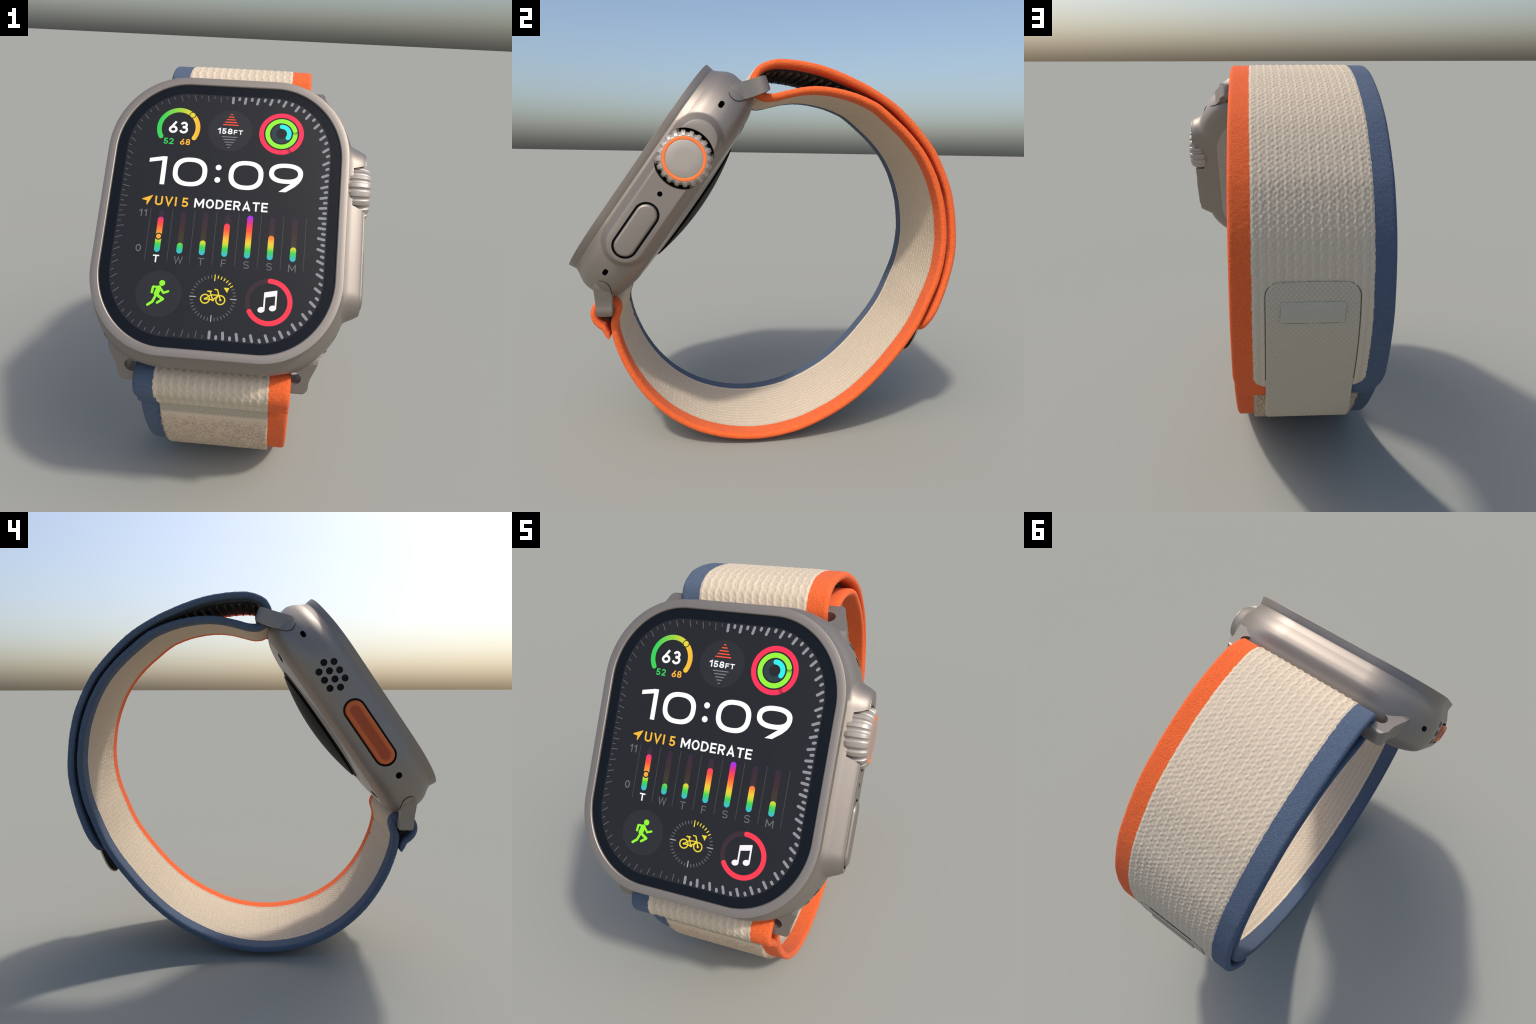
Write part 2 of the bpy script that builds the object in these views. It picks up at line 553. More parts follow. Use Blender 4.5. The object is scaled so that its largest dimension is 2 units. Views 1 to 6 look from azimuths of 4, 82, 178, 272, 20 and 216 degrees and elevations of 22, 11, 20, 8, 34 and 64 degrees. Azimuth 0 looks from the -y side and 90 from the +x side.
screw_holes = []
for sx in (-1, 1):
    for sy in (-1, 1):
        screw_holes.append(disc_z(0.335 * sx, 0.435 * sy, [(0.027, -0.294), (0.027, -0.34)], 28))
boolean(plate, [join_vf(screw_holes)], mat=BLACK)
plate.data.set_sharp_from_angle(angle=math.radians(35))
sm = None
for sx in (-1, 1):
    for sy in (-1, 1):
        if sm is None:
            vv, ff = disc_z(0, 0, [(0.021, -0.289), (0.021, -0.2970), (0.018, -0.2980), (0.001, -0.2980)], 28)
            sm = mesh_np("back_screw", vv, ff, TITAN, sharp=30)
            fix_normals(sm)
        o = add_obj("back_screw", sm, plate)
        o.matrix_world = CASE @ Matrix.Translation((0.335 * sx, 0.435 * sy, 0.0))
rg = [(0.400, -0.303), (0.398, -0.3155), (0.394, -0.3172), (0.384, -0.3172), (0.380, -0.3155), (0.378, -0.303)]
tt_ = np.linspace(0, 2 * math.pi, 128, endpoint=False)
vv, ff = loft_rings([np.column_stack([r * np.cos(tt_), r * np.sin(tt_), np.full(128, z)]) for r, z in rg], cap=False)
m = mesh_np("sensor_ring", vv, ff, BACK)
fix_normals(m)
m.polygons.foreach_set("use_smooth", [True] * len(m.polygons))
add_obj("sensor_ring", m, plate, CASE)
dome = [(0.366, -0.305), (0.366, -0.3205), (0.357, -0.3235), (0.351, -0.3235), (0.349, -0.3275)]
dome += [(0.347 * (1 - a), -0.3310 - 0.0445 * (1 - (1 - a) ** 2)) for a in np.linspace(0.0, 0.98, 24)]
vv, ff = disc_z(0, 0, dome[:4] + [(0.2, -0.3235)], 128)
m = mesh_np("sensor_bezel", vv, ff, plain("sensor_bezel", (0.006, 0.006, 0.007, 1), 0.45, spec=0.03), sharp=30)
fix_normals(m)
add_obj("sensor_bezel", m, root, CASE)
vv, ff = disc_z(0, 0, dome[4:], 128)
m = mesh_np("sensor_crystal", vv, ff, CRYSTAL)
fix_normals(m)
m.polygons.foreach_set("use_smooth", [True] * len(m.polygons))
add_obj("sensor_crystal", m, root, CASE)

# ------------------------------------------------------------------ lug connectors
LUG_C = np.array([0.555, -0.188])
LUG_E = np.array([0.82, -0.572])
LUG_E = LUG_E / np.linalg.norm(LUG_E)
LUG_Q = np.array([-LUG_E[1], LUG_E[0]])


PH = np.array([p[0] for p in PROFILE[10:]])[::-1]
PO = np.array([p[1] for p in PROFILE[10:]])[::-1]


def body_x(s, h):
    """half width of the case corner at a given place along the case"""
    o = float(np.interp(h, PH, PO))
    a, b, rx, ry = RA + o * 0.74, RB + o, RRX + o * 0.6, RRY + o * 0.35
    k = np.clip((s - (b - ry)) / ry, 0, 0.999)
    return a - rx + rx * math.sqrt(1 - k * k)


def lug_plan(grow, on_case=0.0):
    """right-hand outline (x,p): along the case corner, or the horn that carries the bar; mirrored"""
    right = []
    if on_case:
        for p in np.linspace(-0.10, 0.03, 30):
            sh = LUG_C + LUG_E * p
            right.append((body_x(sh[0], sh[1]) + grow, p))
    else:
        for p in np.linspace(-0.030, 0.110, 40):
            right.append((0.404 + 0.034 * (1 - float(smoothstep(-0.03, 0.105, p))), p))
        cr = 0.045
        for a in np.linspace(0, math.pi / 2, 14)[1:]:
            right.append((0.404 - cr + cr * math.cos(a), 0.157 - cr + cr * math.sin(a)))
    left = [(-x, p) for x, p in right[::-1]]
    return right + left


def lug_solid_plan(plan, sgn, q0=-0.12, q1=0.12):
    n = len(plan)
    V = []
    for q in (q0, q1):
        for x, p in plan:
            sh = LUG_C + LUG_E * p + LUG_Q * q
            V.append((x, sgn * sh[0], sh[1]))
    F = [tuple(range(n))[::-1], tuple(range(n, 2 * n))] + [(i, (i + 1) % n, n + (i + 1) % n, n + i) for i in range(n)]
    return np.array(V), F


def lug_profile(r, p_end, corner):
    t = np.linspace(math.pi / 2, 3 * math.pi / 2, 24)
    pts = [(-0.004 + r * math.cos(a), r * math.sin(a)) for a in t]
    re = r - 0.003
    for a in np.linspace(-math.pi / 2, 0, 10):
        pts.append((p_end - corner + corner * math.cos(a), -re + corner + corner * math.sin(a)))
    for a in np.linspace(0, math.pi / 2, 10):
        pts.append((p_end - corner + corner * math.cos(a), re - corner + corner * math.sin(a)))
    return pts


def make_lug(sgn):
    prof = [LUG_C + LUG_E * p + LUG_Q * q for p, q in lug_profile(0.0395, 0.157, 0.018)]
    vv, ff = prism_x([(sgn * a, b) for a, b in prof], -0.56, 0.56)
    m = mesh_np("lug", vv, ff, TITAN, smooth=False)
    fix_normals(m)
    lug = add_obj("lug", m, root, CASE)
    cap_v, cap_f = loft_rings([section(o_ + 0.0040, h_) for h_, o_ in PROFILE_FINE[10:]])
    cap = add_obj("lug_cap", mesh_np("lug_cap", vv, ff, TITAN, smooth=False))
    fix_normals(cap.data)
    cap.matrix_world = CASE
    boolean(cap, [(cap_v, cap_f)], op="INTERSECT", transfer=False)
    n_ = len(cap.data.vertices) * 3
    cv = np.empty(n_)
    cap.data.vertices.foreach_get("co", cv)
    cf = [tuple(p.vertices) for p in cap.data.polygons]
    bpy.data.objects.remove(cap)
    boolean(lug, [lug_solid_plan(lug_plan(0.0), sgn)], op="INTERSECT", transfer=False)
    boolean(lug, [(cv.reshape(-1, 3), cf)], op="UNION", transfer=False)
    slot = []
    r, pc, xe = 0.031, 0.073, 0.372
    for a in np.linspace(-math.pi / 2, math.pi / 2, 16):
        slot.append((xe - r + r * math.cos(a), pc + r * math.sin(a)))
    slot = slot + [(-x, p) for x, p in slot[::-1]]
    boolean(lug, [lug_solid_plan(slot, sgn)], transfer=False)
    bm = bmesh.new()
    bm.from_mesh(lug.data)
    bmesh.ops.dissolve_limit(bm, angle_limit=math.radians(1), verts=bm.verts, edges=bm.edges)
    es = [e for e in bm.edges if e.is_manifold and e.calc_face_angle(0) > math.radians(40)]
    bmesh.ops.bevel(bm, geom=es, offset=0.004, segments=2, affect="EDGES", profile=0.5, clamp_overlap=True)
    bm.to_mesh(lug.data)
    bm.free()
    lug.data.materials.clear()
    lug.data.materials.append(TITAN)
    lug.data.polygons.foreach_set("use_smooth", [True] * len(lug.data.polygons))
    lug.data.set_sharp_from_angle(angle=math.radians(35))
    # parting groove cut into the case around the lug socket
    prof = [LUG_C + LUG_E * p + LUG_Q * q for p, q in lug_profile(0.0422, 0.20, 0.016)]
    vv, ff = prism_x([(sgn * a, b) for a, b in prof], -0.56, 0.56)
    m = mesh_np("groove_tool", vv, ff, BLACK, smooth=False)
    fix_normals(m)
    tool = add_obj("groove_tool", m)
    tool.matrix_world = CASE
    inner = lug_plan(-0.007, 1.0)
    n = len(inner) // 2
    strips = []
    for half in (inner[:n], inner[n:]):
        far = 0.6 if half[0][0] > 0 else -0.6
        strips.append(lug_solid_plan(half + [(far, half[-1][1]), (far, half[0][1])], sgn))
    boolean(tool, [join_vf(strips)], op="INTERSECT", transfer=False)
    tm = tool.data
    tv = np.empty(len(tm.vertices) * 3)
    tm.vertices.foreach_get("co", tv)
    tf = [tuple(p.vertices) for p in tm.polygons]
    bpy.data.objects.remove(tool)
    boolean(case, [(tv.reshape(-1, 3), tf)], mat=BLACK)
    case.data.polygons.foreach_set("use_smooth", [True] * len(case.data.polygons))
    case.data.set_sharp_from_angle(angle=math.radians(32))
    return lug


make_lug(1)
make_lug(-1)

# ------------------------------------------------------------------ screen
def flat_solid(name, outline, z0, z1, mat, parent, bevel=0.0):
    o = np.asarray(outline)
    rr = [np.column_stack([o, np.full(len(o), z0)])]
    c = o.mean(0)
    if bevel:
        rr.append(np.column_stack([o, np.full(len(o), z1 - bevel)]))
        rr.append(np.column_stack([c + (o - c) * (1 - bevel / 0.5), np.full(len(o), z1)]))
    else:
        rr.append(np.column_stack([o, np.full(len(o), z1)]))
    vv, ff = loft_rings(rr)
    m = mesh_np(name, vv, ff, mat, smooth=False)
    fix_normals(m)
    return add_obj(name, m, parent, CASE)


glass = flat_solid("screen_glass", round_rect(0.4735, 0.5650, 0.287, 0.312, 20, 20, 40), -0.02, -0.0012, GLASS, root, 0.002)
DA, DB, DRX, DRY = 0.4300, 0.5230, 0.250, 0.272
screen = flat_solid("lit_display", round_rect(DA, DB, DRX, DRY, 20, 20, 40), -0.004, -0.0006, emit((29, 29, 31)), root)

TH = 0.0006


def plate2(name, outline, mat, level=0, parent=None):
    """thin lit piece standing on the display"""
    o = np.asarray(outline)
    n = len(o)
    z0, z1 = -0.0004 + level * 0.0004, level * 0.0004
    V = np.concatenate([np.column_stack([o, np.full(n, z1)]), np.column_stack([o, np.full(n, z0)])])
    F = [tuple(range(n))] + [(i, n + i, n + (i + 1) % n, (i + 1) % n) for i in range(n)]
    m = mesh_np(name, V, F, mat, smooth=False)
    bm = bmesh.new(); bm.from_mesh(m)
    bmesh.ops.recalc_face_normals(bm, faces=bm.faces)
    bm.faces.ensure_lookup_table()
    if bm.faces[0].normal.z < 0:
        bmesh.ops.reverse_faces(bm, faces=bm.faces)
    bm.to_mesh(m); bm.free()
    return add_obj(name, m, parent or screen, CASE)


def ring2(name, cx, cy, r0, r1, mat, level=0, a0=0.0, a1=360.0, caps=True, n=160, n_exp=2.0, ry0=None, ry1=None, parent=None):
    """lit ring or arc (angles in degrees, counter-clockwise from a0 to a1); super-ellipse when n_exp differs from 2"""
    ry0 = r0 if ry0 is None else ry0
    ry1 = r1 if ry1 is None else ry1
    full = abs(a1 - a0) >= 359.9
    t = np.radians(np.linspace(a0, a1, n, endpoint=not full))
    c, s = np.sign(np.cos(t)) * np.abs(np.cos(t)) ** (2 / n_exp), np.sign(np.sin(t)) * np.abs(np.sin(t)) ** (2 / n_exp)
    inner = np.column_stack([cx + r0 * c, cy + ry0 * s])
    outer = np.column_stack([cx + r1 * c, cy + ry1 * s])
    if not full and caps:
        rm, rw = (r0 + r1) / 2, (r1 - r0) / 2
        out = [outer]
        k = np.linspace(0, math.pi, 16)[1:-1]
        e = t[-1]
        out.append(np.column_stack([cx + rm * math.cos(e) + rw * np.cos(e + k), cy + rm * math.sin(e) + rw * np.sin(e + k)]))
        out.append(inner[::-1])
        b = t[0]
        out.append(np.column_stack([cx + rm * math.cos(b) + rw * np.cos(b + math.pi + k), cy + rm * math.sin(b) + rw * np.sin(b + math.pi + k)]))
        # strip mesh: body quads + cap fans
        z = level * 0.0004
        V = np.concatenate([inner, outer, out[1], out[3], [[cx + rm * math.cos(e), cy + rm * math.sin(e)]], [[cx + rm * math.cos(b), cy + rm * math.sin(b)]]])
        V = np.column_stack([V, np.full(len(V), z)])
        F = [(i, n + i, n + i + 1, i + 1) for i in range(n - 1)]
        k0 = 2 * n; kc = len(k)
        ce, cb = k0 + 2 * kc, k0 + 2 * kc + 1
        chain = [2 * n - 1] + list(range(k0, k0 + kc)) + [n - 1]
        F += [(ce, chain[i], chain[i + 1]) for i in range(len(chain) - 1)]
        chain = [0] + list(range(k0 + kc, k0 + 2 * kc)) + [n]
        F += [(cb, chain[i], chain[i + 1]) for i in range(len(chain) - 1)]
    else:
        z = level * 0.0004
        V = np.concatenate([inner, outer])
        V = np.column_stack([V, np.full(len(V), z)])
        m_ = n if full else n - 1
        F = [(i, n + i, n + (i + 1) % n, (i + 1) % n) for i in range(m_)]
    # give the ring a real edge
    nv = len(V)
    V2 = V.copy(); V2[:, 2] -= 0.0004
    from collections import Counter
    ec = Counter()
    for q in F:
        for i in range(len(q)):
            a, b_ = q[i], q[(i + 1) % len(q)]
            ec[(a, b_)] += 1
    walls = [(b_, a, a + nv, b_ + nv) for (a, b_) in ec if (b_, a) not in ec]
    m = mesh_np(name, np.concatenate([V, V2]), [tuple(q) for q in F] + walls, mat, smooth=False)
    return add_obj(name, m, parent or screen, CASE)


def capsule2(p, q, w, n=10):
    p, q = np.array(p, float), np.array(q, float)
    d = q - p
    a = math.atan2(d[1], d[0])
    r = w / 2
    t1 = np.linspace(a - math.pi / 2, a + math.pi / 2, n)
    t2 = np.linspace(a + math.pi / 2, a + 3 * math.pi / 2, n)
    return np.concatenate([q + r * np.column_stack([np.cos(t1), np.sin(t1)]), p + r * np.column_stack([np.cos(t2), np.sin(t2)])])


def stroke(name, segs, mat, level=1.0):
    """several capsule strokes as one lit icon; every stroke lies a hair above the one before"""
    V, F, off = [], [], 0
    for k, (p, q, w) in enumerate(segs):
        o = capsule2(p, q, w)
        n = len(o)
        z = level * 0.0004 + k * 0.00004
        V.append(np.column_stack([o, np.full(n, z)]))
        V.append(np.column_stack([o, np.full(n, -0.0003)]))
        F.append(tuple(off + i for i in range(n)))
        F += [(off + i, off + n + i, off + n + (i + 1) % n, off + (i + 1) % n) for i in range(n)]
        off += 2 * n
    m = mesh_np(name, np.concatenate(V), F, mat, smooth=False)
    return add_obj(name, m, screen, CASE)


def arc_pts(cx, cy, rx, ry, a0, a1, n=18):
    t = np.radians(np.linspace(a0, a1, n))
    return [(cx + rx * math.cos(a), cy + ry * math.sin(a)) for a in t]


def glyph(ch, t):
    """centre lines of a plain sans-serif letter of height 1 and stroke t: (width, [open or closed lines])"""
    b, T = t / 2, 1 - t / 2
    if ch == "0":
        w = 0.66
        return w, [("c", arc_pts(w / 2, 0.5, w / 2 - b, 0.5 - b, 0, 350, 36))]
    if ch == "O":
        w = 0.77
        return w, [("c", arc_pts(w / 2, 0.5, w / 2 - b, 0.5 - b, 0, 350, 36))]
    if ch == "1":
        return 0.42, [("o", [(0.03, 0.72), (0.42 - b, 0.955), (0.42 - b, 0.0)])]
    if ch == "2":
        w = 0.60
        return w, [("o", arc_pts(0.30, T - 0.245, 0.30 - b, 0.245, 172, -28, 16) + [(b + 0.03, b), (w, b)])]
    if ch == "3":
        w = 0.62
        return w, [("o", arc_pts(0.30, T - 0.205, 0.27 - b, 0.205, 165, -80, 16) + [(0.22, 0.535)]),
                   ("o", [(0.22, 0.535)] + arc_pts(0.30, b + 0.235, 0.32 - b, 0.235, 85, -165, 18))]
    if ch == "5":
        w = 0.60
        return w, [("o", [(w - 0.06, T), (0.11 + b * 0.5, T), (0.055 + b, 0.50)] + arc_pts(0.29, b + 0.235, 0.31 - b, 0.235, 125, -160, 20))]
    if ch == "6":
        w = 0.64
        return w, [("c", arc_pts(w / 2, 0.315, w / 2 - b, 0.315 - b, 0, 350, 32)), ("o", [(0.105 + b * 0.3, 0.40), (0.50, 0.99)])]
    if ch == "8":
        w = 0.64
        return w, [("c", arc_pts(w / 2, 0.285, w / 2 - b, 0.285 - b, 0, 350, 32)), ("c", arc_pts(w / 2, T - 0.205 + 0.0, w / 2 - b - 0.035, 0.205, 0, 350, 30))]
    if ch == "U":
        w = 0.74
        return w, [("o", [(b, 1), (b, 0.33)] + arc_pts(w / 2, 0.33, w / 2 - b, 0.33 - b, 180, 360, 18)[1:] + [(w - b, 1)])]
    if ch == "V":
        w = 0.82
        return w, [("o", [(b * 1.05, 1), (w / 2, t * 0.42), (w - b * 1.05, 1)])]
    if ch == "I":
        return t, [("o", [(b, 0), (b, 1)])]
    if ch == "M":
        w = 0.92
        return w, [("o", [(b, 0), (b, 1)]), ("o", [(b * 1.2, 0.93), (w / 2, 0.26), (w - b * 1.2, 0.93)]), ("o", [(w - b, 0), (w - b, 1)])]
    if ch == "D":
        w = 0.74
        return w, [("c", [(b, b), (b, T)] + arc_pts(0.30, 0.5, w - 0.30 - b, 0.5 - b, 88, -88, 22))]
    if ch == "E":
        w = 0.60
        return w, [("o", [(w, T), (b, T), (b, b), (w, b)]), ("o", [(b, 0.51), (w - 0.04, 0.51)])]
    if ch == "F":
        w = 0.58
        return w, [("o", [(w, T), (b, T), (b, 0)]), ("o", [(b, 0.49), (w - 0.05, 0.49)])]
    if ch == "R":
        w = 0.68
        return w, [("o", [(b, 0), (b, T), (0.36, T)] + arc_pts(0.36, T - 0.225, 0.28 - b * 0.6, 0.225, 80, -90, 14) + [(b, T - 0.45)]), ("o", [(0.36, T - 0.45), (w - b * 1.05, 0)])]
    if ch == "A":
        w = 0.80
        return w, [("o", [(b * 1.05, 0), (w / 2, 1 - t * 0.42), (w - b * 1.05, 0)]), ("o", [(0.19, 0.28), (w - 0.19, 0.28)])]
    if ch == "T":
        w = 0.66
        return w, [("o", [(0, T), (w, T)]), ("o", [(w / 2, 0), (w / 2, T)])]
    if ch == "W":
        w = 1.12
        return w, [("o", [(b, 1), (0.29, t * 0.45), (w / 2, 0.92), (w - 0.29, t * 0.45), (w - b, 1)])]
    if ch == "S":
        w = 0.62
        return w, [("o", arc_pts(w / 2, T - 0.22, w / 2 - b, 0.22, 22, 235, 16) + [(w / 2, 0.515)] + arc_pts(w / 2, b + 0.235, w / 2 - b, 0.235, 62, -158, 18))]
    return 0.5, []


def ribbon(pts, w, closed):
    """mitred ribbon of width w along a line: (left, right) edges"""
    p = np.asarray(pts, float)
    n = len(p)
    L_, R_ = [], []
    for i in range(n):
        a = p[i] - p[i - 1] if (i > 0 or closed) else p[1] - p[0]
        c = p[(i + 1) % n] - p[i] if (i < n - 1 or closed) else p[-1] - p[-2]
        a, c = a / np.linalg.norm(a), c / np.linalg.norm(c)
        na, nc = np.array([-a[1], a[0]]), np.array([-c[1], c[0]])
        m_ = na + nc
        m_ = m_ / max(np.linalg.norm(m_), 1e-6)
        k = 1 / max(float(m_ @ na), 0.42)
        L_.append(p[i] + m_ * k * w / 2)
        R_.append(p[i] - m_ * k * w / 2)
    return np.array(L_), np.array(R_)


def label(text, x0, x1, y0, y1, rgb, weight=0.17, level=1, gap=0.13):
    """lit lettering fitted into the box x0..x1, y0..y1 of the display"""
    total = sum(glyph(c, weight)[0] for c in text) + gap * (len(text) - 1)
    hgt = y1 - y0
    kx = (x1 - x0) / total
    V, F, off, cur, z = [], [], 0, 0.0, level * 0.0004
    for ch in text:
        w, lines = glyph(ch, weight)
        for kind, pts in lines:
            p = np.array([((cur + a) * kx, b * hgt) for a, b in pts])
            le, ri = ribbon(p, weight * hgt, kind == "c")
            n = len(p)
            for e in (le, ri):
                V.append(np.column_stack([x0 + e[:, 0], y0 + e[:, 1], np.full(n, z)]))
            for e in (le, ri):
                V.append(np.column_stack([x0 + e[:, 0], y0 + e[:, 1], np.full(n, -0.0003)]))
            seg_n = n if kind == "c" else n - 1
            for i in range(seg_n):
                j_ = (i + 1) % n
                F.append((off + n + i, off + n + j_, off + j_, off + i))
                F.append((off + i, off + j_, off + 2 * n + j_, off + 2 * n + i))
                F.append((off + n + j_, off + n + i, off + 3 * n + i, off + 3 * n + j_))
            off += 4 * n
            z += 0.00004
        cur += w + gap
    me = mesh_np("label_text", np.concatenate(V), F, emit(rgb), smooth=False)
    return add_obj("label_text", me, screen, CASE)


WHITE, AMBER = (255, 255, 255), (252, 188, 50)
# minute track
tick_mesh = {}


def tick_data(thick, long_):
    if (thick, long_) not in tick_mesh:
        w = 0.0108 if thick else 0.0032
        ln = (0.0345 if long_ else 0.0185) if thick else (0.0285 if long_ else 0.0130)
        o = capsule2((0, -w / 2), (0, -ln + w / 2), w) if thick else np.array([(-w / 2, -ln), (w / 2, -ln), (w / 2, 0), (-w / 2, 0)])
        n = len(o)
        V = np.concatenate([np.column_stack([o, np.full(n, 0.0)]), np.column_stack([o, np.full(n, -0.0004)])])
        F = [tuple(range(n))] + [(i, n + i, n + (i + 1) % n, (i + 1) % n) for i in range(n)]
        tick_mesh[(thick, long_)] = mesh_np("minute_tick", V, F, emit((146, 146, 153)) if thick else emit((92, 92, 96)), smooth=False)
    return tick_mesh[(thick, long_)]


def ray_rr(a, b, rx, ry, ang):
    """distance from the centre to a rounded rectangle along a clock angle"""
    dx, dy = abs(math.sin(ang)), abs(math.cos(ang))
    lo, hi = 0.0, 1.0
    for _ in range(50):
        m_ = (lo + hi) / 2
        x, y = m_ * dx, m_ * dy
        inside = x <= a and y <= b
        if inside and x > a - rx and y > b - ry:
            inside = ((x - a + rx) / rx) ** 2 + ((y - b + ry) / ry) ** 2 <= 1
        lo, hi = (m_, hi) if inside else (lo, m_)
    return lo


for i in range(120):
    ang = math.radians(3 * i)
    thick = i <= 60
    inset = 0.0035 if thick else 0.0055
    d = ray_rr(DA - inset, DB - inset, DRX - inset, DRY - inset, ang)
    o = add_obj("minute_tick", tick_data(thick, i % 2 == 0), screen)
    o.matrix_world = CASE @ Matrix.Translation((d * math.sin(ang), d * math.cos(ang), 0)) @ Matrix.Rotation(-ang, 4, "Z")

# gauge
GX, GY = -0.2215, 0.360
gm = emit_ramp("gauge_colours", 0, -0.312, -0.131, [(0, (48, 209, 88)), (0.12, (60, 210, 82)), (0.45, (150, 214, 60)), (0.75, (222, 214, 52)), (0.86, (246, 204, 50)), (1.0, (253, 182, 52))])
ring2("gauge_arc", GX, GY, 0.0728, 0.0928, gm, 0, 57.5, 211)
ring2("gauge_arc", GX, GY, 0.0728, 0.0928, gm, 0.5, -31, 39.5)
plate2("gauge_marker_gap", circle2(-0.1672, 0.4222, 0.0148), emit((29, 29, 31)), 1.2)
plate2("gauge_marker", circle2(-0.1672, 0.4222, 0.0112), emit((232, 215, 52)), 1.8)
label("63", -0.2635, -0.1800, 0.3355, 0.3895, WHITE, 0.175, gap=0.13)
label("52", -0.2793, -0.2356, 0.2838, 0.3108, (48, 209, 88), 0.175, gap=0.11)
label("68", -0.2086, -0.1643, 0.2838, 0.3108, (253, 182, 52), 0.175, gap=0.11)
# altimeter
plate2("dial_disc", circle2(0, 0.360, 0.0937, 80), emit((40, 40, 43)), 0)
hw = (0.0050, 0.0122, 0.0195, 0.0264, 0.0335)
for k, y in enumerate((0.4356, 0.4236, 0.4113, 0.3993, 0.3874)):
    plate2("altitude_bar", capsule2((-hw[k] + 0.0022, y), (hw[k] - 0.0022, y), 0.0046), emit((255, 84, 48)), 1)
for k, y in enumerate((0.3316, 0.3197, 0.3076, 0.2959, 0.2834)):
    plate2("altitude_bar", capsule2((-hw[4 - k] + 0.0020, y), (hw[4 - k] - 0.0020, y), 0.0040), emit((125, 125, 128)), 1)
label("158", -0.0540, 0.0115, 0.3445, 0.3700, WHITE, 0.195, gap=0.10)
label("FT", 0.0150, 0.0546, 0.3445, 0.3650, WHITE, 0.20, gap=0.16)
# activity rings
CX, CY = 0.2177, 0.3600
ring2("activity_ring", CX, CY, 0.0743, 0.0940, emit_ring("ring_red", (255, 45, 85), CX, CY, -58, 15), 0)
ring2("activity_ring", CX, CY, 0.0487, 0.0680, emit_ring("ring_green", (150, 246, 52), CX, CY, 12, 17), 0)
ring2("activity_ring", CX, CY, 0.0230, 0.0424, emit((38, 60, 64)), 0)
ring2("activity_ring", CX, CY, 0.0230, 0.0424, emit((44, 240, 236)), 1, -31, 90)
plate2("ring_cap", circle2(CX + 0.05835 * math.cos(math.radians(18)), CY + 0.05835 * math.sin(math.radians(18)), 0.00965), emit((150, 246, 52)), 0.6)
plate2("ring_cap", circle2(CX + 0.08415 * math.cos(math.radians(-54)), CY + 0.08415 * math.sin(math.radians(-54)), 0.00985), emit((255, 45, 85)), 0.6)
# time
plate2("time_digit", [(-0.3266, 0.1978), (-0.3268, 0.2150), (-0.2703, 0.2262), (-0.2525, 0.2262), (-0.2525, 0.1012), (-0.2722, 0.1012), (-0.2722, 0.2080)][::-1], emit(WHITE), 1)
for cx in (-0.1502, 0.0845):
    ring2("time_digit", cx, 0.1640, 0.0518, 0.0722, emit(WHITE), 1, n_exp=2.45, ry0=0.0448, ry1=0.0637)
ring2("time_digit", 0.2496, 0.1826, 0.0498, 0.0702, emit(WHITE), 1, n_exp=2.35, ry0=0.0256, ry1=0.0443)
plate2("time_digit_tail", [(0.3197, 0.184), (0.3188, 0.1720), (0.3150, 0.1590), (0.3060, 0.1440), (0.2900, 0.1275), (0.2537, 0.1014), (0.2240, 0.1014), (0.2767, 0.1431), (0.2920, 0.1520), (0.3005, 0.1640), (0.3040, 0.1840)][::-1], emit(WHITE), 1.3)
for y in (0.1912, 0.1362):
    plate2("time_colon", circle2(-0.0327, y, 0.0122), emit(WHITE), 1)
# headline
plate2("location_arrow", [(-0.2914, 0.0525), (-0.3120, 0.0095), (-0.3155, 0.0100), (-0.3150, 0.0270), (-0.3345, 0.0310), (-0.3350, 0.0345)], emit(AMBER), 1)
label("UVI", -0.2811, -0.1905, 0.0098, 0.0498, AMBER, 0.17, gap=0.18)
label("5", -0.1700, -0.1418, 0.0092, 0.0492, AMBER, 0.17)
label("MODERATE", -0.1172, 0.1858, 0.0098, 0.0496, WHITE, 0.175, gap=0.145)
# UV chart
SPECTRUM = [(0.0, (52, 186, 224)), (0.12, (54, 200, 130)), (0.20, (66, 214, 72)), (0.29, (206, 216, 50)), (0.37, (246, 206, 46)), (0.50, (252, 140, 46)), (0.64, (255, 80, 52)), (0.74, (255, 58, 82)), (0.84, (214, 40, 140)), (1.0, (152, 40, 250))]
uvm = emit_ramp("uv_spectrum", 1, -0.188, -0.009, SPECTRUM)
uvd = emit_ramp("uv_spectrum_dim", 1, -0.188, -0.009, [(p, tuple(int(29 + 0.12 * v) for v in c)) for p, c in SPECTRUM])
bx = [-0.2470 + 0.0914 * k for k in range(7)]
tops = (-0.0394, -0.1438, -0.1268, -0.0493, -0.0089, -0.0868, -0.1290)
for k in range(7):
    if tops[k] < -0.02:
        plate2("uv_bar_track", capsule2((bx[k], -0.188 + 0.0119), (bx[k], -0.0092 - 0.0119), 0.0222), uvd, 0)
    plate2("uv_bar", capsule2((bx[k], -0.188 + 0.0119), (bx[k], tops[k] - 0.0119), 0.0238), uvm, 1)
plate2("uv_marker_gap", circle2(bx[0], -0.1222, 0.0150), emit((24, 24, 26)), 1.5)
plate2("uv_marker", circle2(bx[0], -0.1222, 0.0100), emit((252, 170, 50)), 2)
for k in range(8):
    x = -0.2925 + 0.0912 * k
    plate2("grid_line", [(x - 0.0014, -0.2248), (x + 0.0014, -0.2248), (x + 0.0014, -0.0036), (x - 0.0014, -0.0036)], emit((66, 66, 69)), 0)
hw = {"T": 0.0125, "W": 0.0180, "F": 0.0100, "S": 0.0120, "M": 0.0155}
